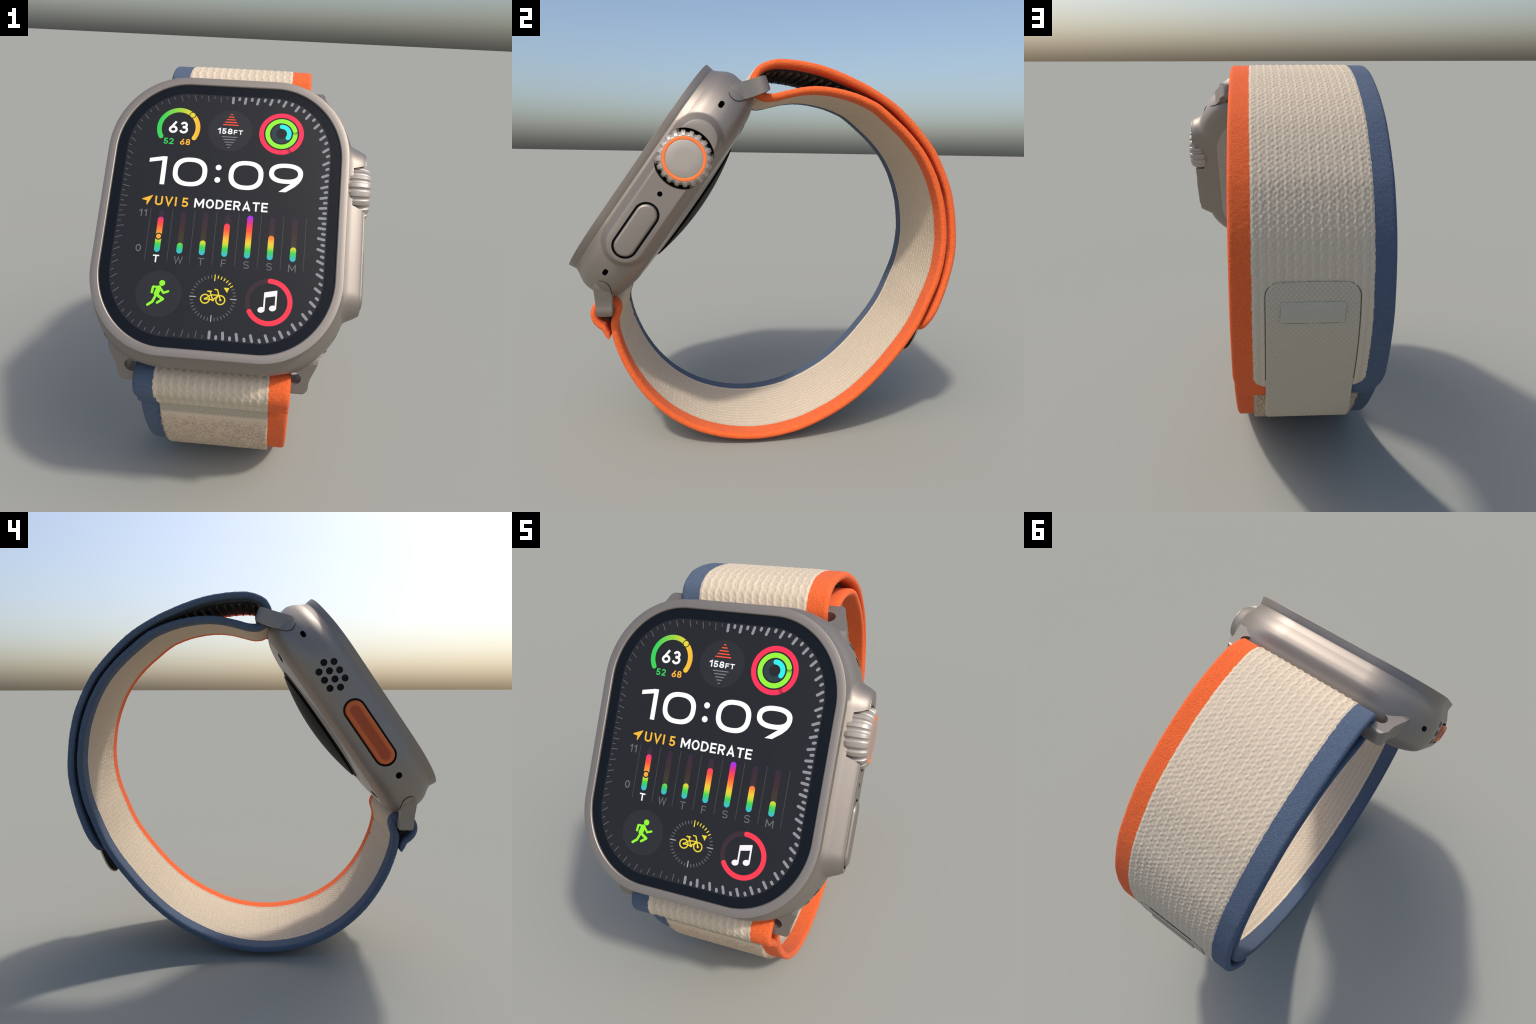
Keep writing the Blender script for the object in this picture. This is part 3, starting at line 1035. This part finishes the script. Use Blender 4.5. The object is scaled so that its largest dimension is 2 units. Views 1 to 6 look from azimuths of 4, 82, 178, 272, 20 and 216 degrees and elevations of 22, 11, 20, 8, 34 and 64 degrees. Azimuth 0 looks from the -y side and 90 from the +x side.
for k, ch in enumerate("TWTFSSM"):
    label(ch, bx[k] - hw[ch], bx[k] + hw[ch], -0.2307, -0.1998, WHITE if k == 0 else (104, 104, 108), 0.175 if k == 0 else 0.125)
label("11", -0.3405, -0.3085, -0.0415, -0.0115, (108, 108, 112), 0.14, gap=0.25)
label("0", -0.3350, -0.3127, -0.1912, -0.1604, (108, 108, 112), 0.14)
# runner
plate2("dial_disc", circle2(-0.2178, -0.3563, 0.0925, 80), emit((40, 40, 43)), 0)
LIME = emit((146, 246, 42))
plate2("runner_head", circle2(-0.2080, -0.3130, 0.0118), LIME, 1)
stroke("runner_icon", [((-0.2425, -0.3310), (-0.2450, -0.3525), 0.0098), ((-0.2420, -0.3300), (-0.2190, -0.3300), 0.0085), ((-0.2190, -0.3335), (-0.2265, -0.3575), 0.0200),
                       ((-0.2135, -0.3335), (-0.1985, -0.3520), 0.0090), ((-0.1985, -0.3520), (-0.1800, -0.3445), 0.0088), ((-0.2255, -0.3605), (-0.1985, -0.3765), 0.0115),
                       ((-0.1985, -0.3775), (-0.2190, -0.3925), 0.0098), ((-0.2300, -0.3700), (-0.2375, -0.3880), 0.0098), ((-0.2375, -0.3890), (-0.2560, -0.4035), 0.0102)], LIME, 1)
# bicycle dial
YEL = emit((240, 214, 48))
for i in range(40):
    a = math.radians(9 * i)
    r0, r1 = (0.0695, 0.0925) if i % 10 == 0 else (0.0805, 0.0905)
    col = (240, 214, 48) if i <= 6 else ((165, 165, 170) if i % 10 == 0 else (96, 96, 100))
    d = np.array([math.sin(a), math.cos(a)])
    c = np.array([0.0, -0.357])
    plate2("bezel_tick", capsule2(c + d * r0, c + d * r1, 0.0042 if i % 10 == 0 else 0.0040, 6), emit(col), 0)
plate2("bezel_pointer", [(0.0385, -0.3131), (0.0537, -0.3330), (0.0612, -0.3128)], YEL, 1)
ring2("bicycle_wheel", -0.0310, -0.3625, 0.0150, 0.0200, YEL, 1)
ring2("bicycle_wheel", 0.0300, -0.3635, 0.0150, 0.0200, YEL, 1)
w = 0.0046
stroke("bicycle_icon", [((-0.0310, -0.3625), (-0.0090, -0.3455), w), ((-0.0310, -0.3625), (0.0000, -0.3645), w), ((0.0000, -0.3645), (-0.0140, -0.3325), w), ((-0.0090, -0.3455), (0.0195, -0.3445), w),
                        ((0.0000, -0.3645), (0.0205, -0.3460), w), ((0.0300, -0.3635), (0.0150, -0.3235), w), ((0.0150, -0.3235), (0.0045, -0.3225), w), ((-0.0225, -0.3315), (-0.0085, -0.3315), 0.0056),
                        ((-0.0003, -0.3645), (0.0003, -0.3645), 0.0110), ((-0.0313, -0.3625), (-0.0307, -0.3625), 0.0085), ((0.0297, -0.3635), (0.0303, -0.3635), 0.0085)], YEL, 1.3)
# music ring and note
MX, MY = 0.2195, -0.357
ring2("progress_track", MX, MY, 0.0745, 0.0935, emit((56, 37, 42)), 0)
ring2("progress_arc", MX, MY, 0.0740, 0.0937, emit((255, 55, 78)), 1, -150, 90)
NOTE = emit((252, 246, 249))
plate2("music_note", [(0.2000, -0.3205), (0.2012, -0.3190), (0.2490, -0.3085), (0.2510, -0.3100), (0.2510, -0.3300), (0.2075, -0.3392), (0.2000, -0.3392)][::-1], NOTE, 1)
stroke("music_note", [((0.2032, -0.3360), (0.2032, -0.3860), 0.0064), ((0.2478, -0.3260), (0.2478, -0.3770), 0.0064)], NOTE, 1.3)


def ell(cx, cy, a, b, rot):
    t = np.linspace(0, 2 * math.pi, 36, endpoint=False)
    x, y = a * np.cos(t), b * np.sin(t)
    c, s = math.cos(rot), math.sin(rot)
    return np.column_stack([cx + c * x - s * y, cy + s * x + c * y])


plate2("music_note", ell(0.1928, -0.3890, 0.0142, 0.0112, 0.25), NOTE, 1.6)
plate2("music_note", ell(0.2372, -0.3800, 0.0142, 0.0112, 0.25), NOTE, 1.6)

# ------------------------------------------------------------------ band
HALF_W, CREAM_W = 0.333, 0.243
DY = 0.0035        # small shift that centres the loop


def spline(points, step):
    """centripetal smooth curve through (y,z) points, resampled evenly"""
    p = np.asarray(points, float)
    d = np.sqrt(np.hypot(*np.diff(p, axis=0).T))
    t = np.concatenate([[0], np.cumsum(d)])
    n = len(p)
    m_ = np.zeros_like(p)
    h = np.diff(t)
    sl = np.diff(p, axis=0) / h[:, None]
    m_[1:-1] = (sl[:-1] * h[1:, None] + sl[1:] * h[:-1, None]) / (h[1:] + h[:-1])[:, None]
    m_[0], m_[-1] = sl[0], sl[-1]
    out = []
    for i in range(n - 1):
        u = np.linspace(0, 1, 40, endpoint=False)[:, None]
        out.append((2 * u**3 - 3 * u**2 + 1) * p[i] + (u**3 - 2 * u**2 + u) * h[i] * m_[i] + (-2 * u**3 + 3 * u**2) * p[i + 1] + (u**3 - u**2) * h[i] * m_[i + 1])
    out.append(p[-1:])
    q = np.concatenate(out)
    for _ in range(2):
        q[1:-1] = 0.25 * q[:-2] + 0.5 * q[1:-1] + 0.25 * q[2:]
    L = np.concatenate([[0], np.cumsum(np.hypot(*np.diff(q, axis=0).T))])
    k = int(L[-1] / step) + 1
    Li = np.linspace(0, L[-1], k)
    return np.column_stack([np.interp(Li, L, q[:, 0]), np.interp(Li, L, q[:, 1])]), Li


def normals2(c):
    tg = np.gradient(c, axis=0)
    tg /= np.linalg.norm(tg, axis=1)[:, None]
    return np.column_stack([-tg[:, 1], tg[:, 0]])      # left of travel: the wrist side / outer strap face


def shift(points, d):
    p = np.asarray(points, float)
    return [tuple(a) for a in p + normals2(p) * d]


FLAP = [(-0.816, 0.616), (-0.824, 0.643), (-0.837, 0.670), (-0.861, 0.690), (-0.880, 0.717), (-0.885, 0.751), (-0.874, 0.781), (-0.850, 0.802), (-0.818, 0.809), (-0.793, 0.801),
        (-0.776, 0.785), (-0.772, 0.757), (-0.779, 0.730), (-0.787, 0.705), (-0.789, 0.678)]
LOWER_B = [(-0.800, 0.628), (-0.786, 0.572), (-0.770, 0.523), (-0.746, 0.465), (-0.719, 0.410), (-0.692, 0.364), (-0.652, 0.305), (-0.610, 0.255), (-0.566, 0.211), (-0.523, 0.174), (-0.479, 0.143), (-0.433, 0.115), (-0.365, 0.082), (-0.264, 0.049),
           (-0.196, 0.035), (-0.128, 0.027), (-0.059, 0.025), (0.010, 0.030), (0.080, 0.041), (0.186, 0.069), (0.285, 0.112), (0.345, 0.143), (0.402, 0.177), (0.478, 0.232), (0.552, 0.299),
           (0.627, 0.379), (0.701, 0.471), (0.752, 0.541), (0.798, 0.615), (0.829, 0.678), (0.869, 0.778), (0.902, 0.870), (0.922, 0.965), (0.930, 1.052), (0.930, 1.110), (0.923, 1.177), (0.908, 1.267),
           (0.884, 1.349), (0.850, 1.434), (0.810, 1.507), (0.770, 1.565), (0.700, 1.642), (0.611, 1.719), (0.524, 1.784), (0.459, 1.814), (0.394, 1.836), (0.330, 1.850), (0.266, 1.859), (0.203, 1.861),
           (0.140, 1.855), (0.066, 1.839), (0.010, 1.824)]
TURN = [(-0.032, 1.803), (-0.068, 1.813), (-0.091, 1.833), (-0.100, 1.858)]
OUTER_A = [(-0.115, 1.886), (-0.091, 1.935), (-0.052, 1.961), (0.002, 1.977), (0.045, 1.979), (0.106, 1.976), (0.168, 1.968), (0.231, 1.956), (0.294, 1.938), (0.358, 1.915), (0.424, 1.888), (0.489, 1.858),
           (0.609, 1.787), (0.690, 1.720), (0.764, 1.645), (0.829, 1.568), (0.864, 1.511), (0.906, 1.428), (0.937, 1.350), (0.960, 1.257), (0.973, 1.177), (0.981, 1.090), (0.982, 1.040), (0.977, 0.985),
           (0.966, 0.919), (0.947, 0.838), (0.921, 0.755), (0.896, 0.690), (0.869, 0.630), (0.846, 0.583)]
THICK = 0.034
centre = FLAP + shift(LOWER_B, THICK / 2) + TURN + shift(OUTER_A, 0.001 - THICK / 2)
path, L = spline(centre, 0.0042)
path[:, 0] += DY
nrm = normals2(path)
for _ in range(6):
    nrm[1:-1] = 0.25 * nrm[:-2] + 0.5 * nrm[1:-1] + 0.25 * nrm[2:]
nrm /= np.linalg.norm(nrm, axis=1)[:, None]
LT = L[-1]


def near_L(y, z, lo=0.0, hi=1e9):
    """arc length of the band point nearest to (y,z) within lo..hi"""
    d = np.hypot(path[:, 0] - y, path[:, 1] - z)
    d[(L < lo) | (L > hi)] = 9
    return float(L[int(np.argmin(d))])


L_FLAP = near_L(-0.789, 0.678, 0.25, 0.9)
L_BACK = near_L(0.80, 0.60, 1.0, LT * 0.6)
L_BAR = near_L(-0.10, 1.87)
# thickness, width and stripe border along the band
thick = THICK * np.ones(len(L))
thick *= 0.92 + 0.08 * smoothstep(L_FLAP - 0.22, L_FLAP - 0.05, L)
thick *= np.sqrt(np.clip(L / 0.03, 0.0004, 1)) * np.sqrt(np.clip((LT - L) / 0.016, 0.0004, 1))
k = np.clip((L - (LT - 0.165)) / 0.165, 0, 1)
half_w = HALF_W - (HALF_W - 0.238) * (1 - np.sqrt(np.clip(1 - k ** 2.0, 0, 1)))
kb = np.clip((L - (LT - 0.155)) / 0.075, 0, 1)
cream = CREAM_W - (CREAM_W - 0.165) * (1 - np.sqrt(np.clip(1 - kb ** 2.2, 0, 1)))
cream = np.where(L > LT - 0.080, 0.165, cream)


def tri(x):
    return 2 * np.abs(2 * (x - np.floor(x + 0.5))) - 1


def value_noise(u, v, seed):
    """smooth lattice noise in -1..1"""
    r = np.random.default_rng(seed)
    tab = r.uniform(-1, 1, (256, 256))
    iu, iv = np.floor(u).astype(int), np.floor(v).astype(int)
    fu, fv = u - iu, v - iv
    fu, fv = fu * fu * (3 - 2 * fu), fv * fv * (3 - 2 * fv)
    g = lambda a, b: tab[a % 256, b % 256]
    return (g(iu, iv) * (1 - fu) + g(iu + 1, iv) * fu) * (1 - fv) + (g(iu, iv + 1) * (1 - fu) + g(iu + 1, iv + 1) * fu) * fv


def weave(x, l):
    """relief of the cream weave: zig-zag warp ridges with staggered knots"""
    xz = x + 0.0036 * tri(l / 0.050) + 0.0014 * value_noise(x / 0.03, l / 0.03, 3)
    bold = 1 - smoothstep(L_FLAP - 0.10, L_FLAP, l) + np.exp(-((l - L_BAR - 0.05) / 0.16) ** 2)
    col = np.floor(xz / 0.0168 + 0.5)
    dash = np.cos(2 * math.pi * l / 0.026 + math.pi * col + 0.9 * value_noise(col * 0.77, l / 0.08, 6))
    yarn = np.cos(2 * math.pi * xz / 0.0168) * (0.62 + 0.38 * dash)
    ridge = np.cos(2 * math.pi * xz / 0.0336)
    return 0.0008 * yarn + (0.0006 + 0.0008 * bold) * ridge + 0.0007 * dash + 0.0008 * value_noise(x / 0.0060, l / 0.0070, 4)


def sweep(xs, off):
    """xs, off: (rows, cols) arrays of sideways position and offset along the normal"""
    V = np.empty(xs.shape + (3,))
    V[..., 0] = XC + xs
    V[..., 1] = path[:, None, 0] + nrm[:, None, 0] * off
    V[..., 2] = path[:, None, 1] + nrm[:, None, 1] * off
    return V.reshape(-1, 3)


band = bpy.data.objects.new("band", None)
bpy.context.scene.collection.objects.link(band)
band.parent = root

rows = len(L)
ends_fade = (smoothstep(0, 0.02, L) * smoothstep(0, 0.03, LT - L))[:, None]
jag = 0.0006 * np.sin(2 * math.pi * L / 0.025) + 0.0016 * value_noise(L / 0.012, L * 0, 8)
border = cream + jag * ends_fade[:, 0]
# cream face A (wrist side, and outside of the outer strap): fully modelled weave
KA = 176
ux = np.linspace(-1, 1, KA)[None, :]
xs = border[:, None] * ux
wv = weave(xs, L[:, None]) * ends_fade
wv *= smoothstep(0, 0.035, 1 - np.abs(ux))
groove = 0.004 * (np.exp(-((L - L_FLAP - 0.015) / 0.006) ** 2) + np.exp(-((L - L_FLAP - 0.115) / 0.006) ** 2))
wv = wv - groove[:, None]
VA = sweep(xs, thick[:, None] / 2 + (-0.0035 + 0.0025 * smoothstep(L_BACK, L_BACK + 0.5, L)[:, None] + 0.003 * smoothstep(L_BAR - 0.1, L_BAR, L)[:, None]) * ends_fade * smoothstep(0, 0.06, 1 - np.abs(ux)) + wv)
m = mesh_np("cream_weave", VA, grid_faces(rows, KA), CREAM)
add_obj("cream_weave", m, band)
# cream face B (under the pile and the hooks)
KB = 24
ub = np.linspace(-1, 1, KB)[None, :]
VB = sweep(border[:, None] * ub, np.repeat(-thick[:, None] / 2, KB, 1))
m = mesh_np("cream_backing", VB, grid_faces(rows, KB)[:, ::-1], CREAM)
add_obj("cream_backing", m, band)
# selvedges
prof_t = np.linspace(0, math.pi, 13)
for side, mat, name in ((1, ORANGE, "orange_selvedge"), (-1, BLUE, "blue_selvedge")):
    cols_x, cols_o = [], []
    re = thick / 2
    flat = np.linspace(0, 1, 10)
    rnd = np.minimum(0.0155, re)
    for q in flat:
        cols_x.append(border + (half_w - rnd - border) * q)
        cols_o.append(re)
    for a in prof_t[1:-1]:
        cols_x.append(half_w - rnd + rnd * np.sin(a))
        cols_o.append(np.cos(a) * re)
    for q in flat[::-1]:
        cols_x.append(border + (half_w - rnd - border) * q)
        cols_o.append(-re)
    X = np.stack(cols_x, 1)
    Of = np.stack(cols_o, 1)
    n = X.shape[1]
    edge = np.minimum(np.arange(n), np.arange(n)[::-1])[None, :] > 0
    Of = Of + 0.0008 * value_noise(X / 0.007, L[:, None] / 0.007 + Of * 90, 11) * np.sign(Of) * ends_fade * edge
    V = sweep(side * X, Of)
    F = grid_faces(rows, n)
    m = mesh_np(name, V, F if side < 0 else F[:, ::-1], mat)
    add_obj(name, m, band)


def band_at(l, off):
    y = np.interp(l, L, path[:, 0]) + np.interp(l, L, nrm[:, 0]) * off
    z = np.interp(l, L, path[:, 1]) + np.interp(l, L, nrm[:, 1]) * off
    return y, z


def sheet_on_band(name, l0, l1, step, xw, cols, off_fn, mat, flip=False, kind=None):
    ls = np.arange(l0, l1, step)
    u = np.linspace(-1, 1, cols)
    LL, UU = np.meshgrid(ls, u, indexing="ij")
    XX = UU * xw
    OO = off_fn(XX, LL, UU)
    y, z = band_at(LL, OO)
    V = np.stack([XC + XX, y, z], -1).reshape(-1, 3)
    F = grid_faces(len(ls), cols)
    m = mesh_np(name, V, F[:, ::-1] if flip else F, mat)
    return add_obj(name, m, band, kind=kind)


# twill strip stitched between flap and pile
L_T0 = near_L(-0.795, 0.655, 0.25, 0.9)
L_P0 = near_L(-0.771, 0.565, 0.25, 1.0)


def twill(X, Lc, U):
    d = 0.0016 * np.cos(2 * math.pi * (X + Lc * 0.8) / 0.0145)
    return -(THICK / 2 + 0.0100 + d) * np.where(np.abs(U) > 0.99, 0.8, 1.0)


sheet_on_band("stitched_strip", L_T0 - 0.02, L_P0 + 0.012, 0.003, 0.243, 170, twill, STITCH, True)

# loop pile on the lower strap: lumpy sheet plus standing loops
L_P1 = L_BACK + 0.34


def pile_height(X, Lc):
    up = smoothstep(L_P0, L_P0 + 0.08, Lc)
    body = 0.0100 * (1 - 0.70 * smoothstep(L_BACK - 0.02, L_BACK + 0.06, Lc))
    return 0.004 + 0.006 * (1 - up) + up * (body + 0.0004 * value_noise(X / 0.010, Lc / 0.010, 21) + 0.0009 * value_noise(X / 0.005, Lc / 0.005, 22) + 0.0010 * np.cos(2 * math.pi * Lc / 0.017))


def pile(X, Lc, U):
    e = np.clip((1 - np.abs(U)) / 0.012, 0, 1)
    return -(THICK / 2 - 0.002 + (pile_height(X, Lc) + 0.002) * e)


sheet_on_band("loop_pile", L_P0, L_P1, 0.005, 0.246, 100, pile, PILE, True, "stuff")

LOOPS = 24000
ll = rng.uniform(L_P0 + 0.02, L_BACK + 0.05, LOOPS)
xx = rng.uniform(-0.247, 0.247, LOOPS)
hh = rng.uniform(0.001, 0.0042, LOOPS) * smoothstep(L_P0, L_P0 + 0.08, ll)
arc = np.array([0.0, 0.28, 0.5, 0.72, 1.0])
V, F = [], []
ang = rng.uniform(0, math.pi, LOOPS)
wid = rng.uniform(0.004, 0.008, LOOPS)
thk = 0.0011
PV = np.zeros((LOOPS, 5, 3, 3))
for j, a in enumerate(arc):
    dx = (a - 0.5) * wid * np.cos(ang)
    dl = (a - 0.5) * wid * np.sin(ang)
    top = hh * math.sin(math.pi * min(max(a, 0.0), 1.0)) if 0 < a < 1 else hh * 0 - 0.003
    base = THICK / 2 + pile_height(xx, ll)
    for q in range(3):
        t = 2 * math.pi * q / 3
        ox = -np.sin(ang) * thk * math.cos(t)
        ol = np.cos(ang) * thk * math.cos(t)
        oo = thk * math.sin(t)
        y, z = band_at(ll + dl + ol, -(base + top + oo))
        PV[:, j, q, 0] = XC + xx + dx + ox
        PV[:, j, q, 1] = y
        PV[:, j, q, 2] = z
base_f = []
for j in range(4):
    for q in range(3):
        base_f.append((j * 3 + q, j * 3 + (q + 1) % 3, (j + 1) * 3 + (q + 1) % 3, (j + 1) * 3 + q))
base_f = np.array(base_f)
FF = (base_f[None] + 15 * np.arange(LOOPS)[:, None, None]).reshape(-1, 4)
m = mesh_np("pile_loops", PV.reshape(-1, 3), FF, PILE)
add_obj("pile_loops", m, band, kind="stuff")

# hook patch on the underside of the outer strap
L_H0, L_H1 = L_BAR + 0.10, LT - 0.10


def hooks(X, Lc, U):
    return -(THICK / 2 + 0.004 + 0.0015 * value_noise(X / 0.006, Lc / 0.006, 31)) * np.where(np.abs(U) > 0.99, 0.85, 1.0)


sheet_on_band("hook_patch", L_H0, L_H1, 0.006, 0.232, 80, hooks, HOOK, True, "stuff")
ls = np.arange(L_H0 + 0.02, L_H0 + 0.75, 0.043)
PVs, FFs = [], []
nx = 110
for i, l0 in enumerate(ls):
    xr = np.linspace(-0.222, 0.222, nx)
    jit = 0.004 * value_noise(xr / 0.012, xr * 0 + i * 3.7, 41)
    hgt = 0.012 + 0.004 * value_noise(xr / 0.006, xr * 0 + i * 5.1, 42)
    fade = 1 - 0.55 * smoothstep(0.30, 0.50, l0 - L_H0)
    rowsv = []
    for dl, hf in ((-0.0055, 0.0), (-0.003, 0.7), (0.0, 1.0), (0.003, 0.7), (0.0055, 0.0)):
        y, z = band_at(l0 + dl + jit, -(THICK / 2 + 0.0035 + hf * hgt * fade))
        rowsv.append(np.column_stack([XC + xr, y, z]))
    PVs.append(np.concatenate(rowsv))
    FFs.append(grid_faces(5, nx)[:, ::-1] + i * 5 * nx)
m = mesh_np("hook_rows", np.concatenate(PVs), np.concatenate(FFs), HOOKROW)
add_obj("hook_rows", m, band, kind="stuff")

# pull tab
TAB_W = 0.191
iA0 = near_L(0.963, 1.188, L_BAR, LT)
tabL = np.linspace(iA0, LT - 0.215, 60)
ty, tz = band_at(tabL, THICK / 2 + 0.0005)
tab_pts = list(zip((ty - 0.0)[::4], tz[::4])) + [(0.9035 + DY, 0.700), (0.885 + DY, 0.640), (0.866 + DY, 0.575), (0.849 + DY, 0.527), (0.828 + DY, 0.482), (0.806 + DY, 0.453), (0.786 + DY, 0.440)]
tp, tL = spline(tab_pts, 0.004)
tn = normals2(tp)
TL = tL[-1]
kt = np.clip(1 - tL / 0.062, 0, 1)
ke = np.clip(1 - (TL - tL) / 0.05, 0, 1)
tw = TAB_W - 0.062 * (1 - np.sqrt(np.clip(1 - kt ** 2, 0, 1))) - 0.04 * (1 - np.sqrt(np.clip(1 - ke ** 2, 0, 1)))
tth = 0.0045 + 0.026 * smoothstep(TL - 0.36, TL - 0.24, tL)
tth = tth * np.sqrt(np.clip((TL - tL) / 0.012, 0.01, 1)) * np.sqrt(np.clip(tL / 0.006, 0.01, 1))


def tab_sheet(cols, sgn):
    u = np.linspace(-1, 1, cols)[None, :]
    X = tw[:, None] * u
    e = np.clip((1 - np.abs(u)) / 0.02, 0, 1)
    dot = 0.0011 * np.cos(2 * math.pi * X / 0.0205 + math.pi * np.floor(tL[:, None] / 0.0115)) * np.abs(np.sin(math.pi * tL[:, None] / 0.0115)) if sgn > 0 else 0
    off = -0.006 + (0.0112 + dot) * np.sqrt(e) if sgn > 0 else -0.006 - (tth[:, None] + u * 0) * e
    V = np.empty(X.shape + (3,))
    V[..., 0] = XC + X
    V[..., 1] = tp[:, None, 0] + tn[:, None, 0] * off
    V[..., 2] = tp[:, None, 1] + tn[:, None, 1] * off
    return V.reshape(-1, 3), grid_faces(len(tL), cols)


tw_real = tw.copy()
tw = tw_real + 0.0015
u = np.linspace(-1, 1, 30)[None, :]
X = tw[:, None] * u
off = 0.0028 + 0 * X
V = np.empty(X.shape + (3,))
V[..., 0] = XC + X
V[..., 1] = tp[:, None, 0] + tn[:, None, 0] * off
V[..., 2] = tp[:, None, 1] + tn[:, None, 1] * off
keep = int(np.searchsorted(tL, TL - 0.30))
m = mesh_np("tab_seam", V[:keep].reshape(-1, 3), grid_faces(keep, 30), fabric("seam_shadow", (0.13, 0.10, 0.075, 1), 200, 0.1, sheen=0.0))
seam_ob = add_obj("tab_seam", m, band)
tw = tw_real
vA, fA = tab_sheet(130, 1)
vB, fB = tab_sheet(130, -1)
m = mesh_np("pull_tab", vA, fA, TABMAT)
tab = add_obj("pull_tab", m, band)
m = mesh_np("tab_backing", vB, fB[:, ::-1], HOOK)
add_obj("tab_backing", m, tab)
# bar-tack stitching on the tab: a row of raised slanted threads
nst = 64
V, F = [], []
l0, l1 = 0.082, 0.172
for i in range(nst):
    xc = -0.126 + 0.252 * i / (nst - 1)
    for j in range(7):
        l = l0 + (l1 - l0) * j / 6
        y, z = np.interp(l, tL, tp[:, 0]), np.interp(l, tL, tp[:, 1])
        ny_, nz_ = np.interp(l, tL, tn[:, 0]), np.interp(l, tL, tn[:, 1])
        hgt = 0.0055 + 0.0060 * math.sin(math.pi * (j + 0.15) / 6.3) ** 0.5
        for dx, dh in ((-0.0022, -0.001), (0, 0.0008), (0.0022, -0.001)):
            x = xc + dx + 0.006 * (j / 6 - 0.5)
            V.append((XC + x, y + ny_ * (hgt + dh), z + nz_ * (hgt + dh)))
    b0 = i * 21
    for j in range(6):
        for q in range(2):
            a = b0 + j * 3 + q
            F.append((a, a + 1, a + 4, a + 3))
m = mesh_np("tab_stitching", V, F, fabric("bar_tack_thread", (0.53, 0.48, 0.385, 1), 260, 0.08, 0.35, 0.002, (1, 0.3, 0.3), 0.0))
add_obj("tab_stitching", m, tab, kind="stuff")

# thin dark line under the bar-tack
le = l1 + 0.0015
rowv = []
for dl, dh in ((-0.0012, 0.0056), (0.0012, 0.0056)):
    y, z = np.interp(le + dl, tL, tp[:, 0]), np.interp(le + dl, tL, tp[:, 1])
    ny_, nz_ = np.interp(le + dl, tL, tn[:, 0]), np.interp(le + dl, tL, tn[:, 1])
    xr = np.linspace(-0.128, 0.128, 60)
    hh_ = dh + 0.0006 * np.cos(xr / 0.0042 * 2 * math.pi)
    rowv.append(np.column_stack([XC + xr + 0.003, y + ny_ * hh_, z + nz_ * hh_]))
m = mesh_np("tab_dark_line", np.concatenate(rowv), grid_faces(2, 60), fabric("thin_dark_line", (0.12, 0.10, 0.075, 1), 200, 0.1, sheen=0.0))
add_obj("tab_dark_line", m, tab, kind="stuff")
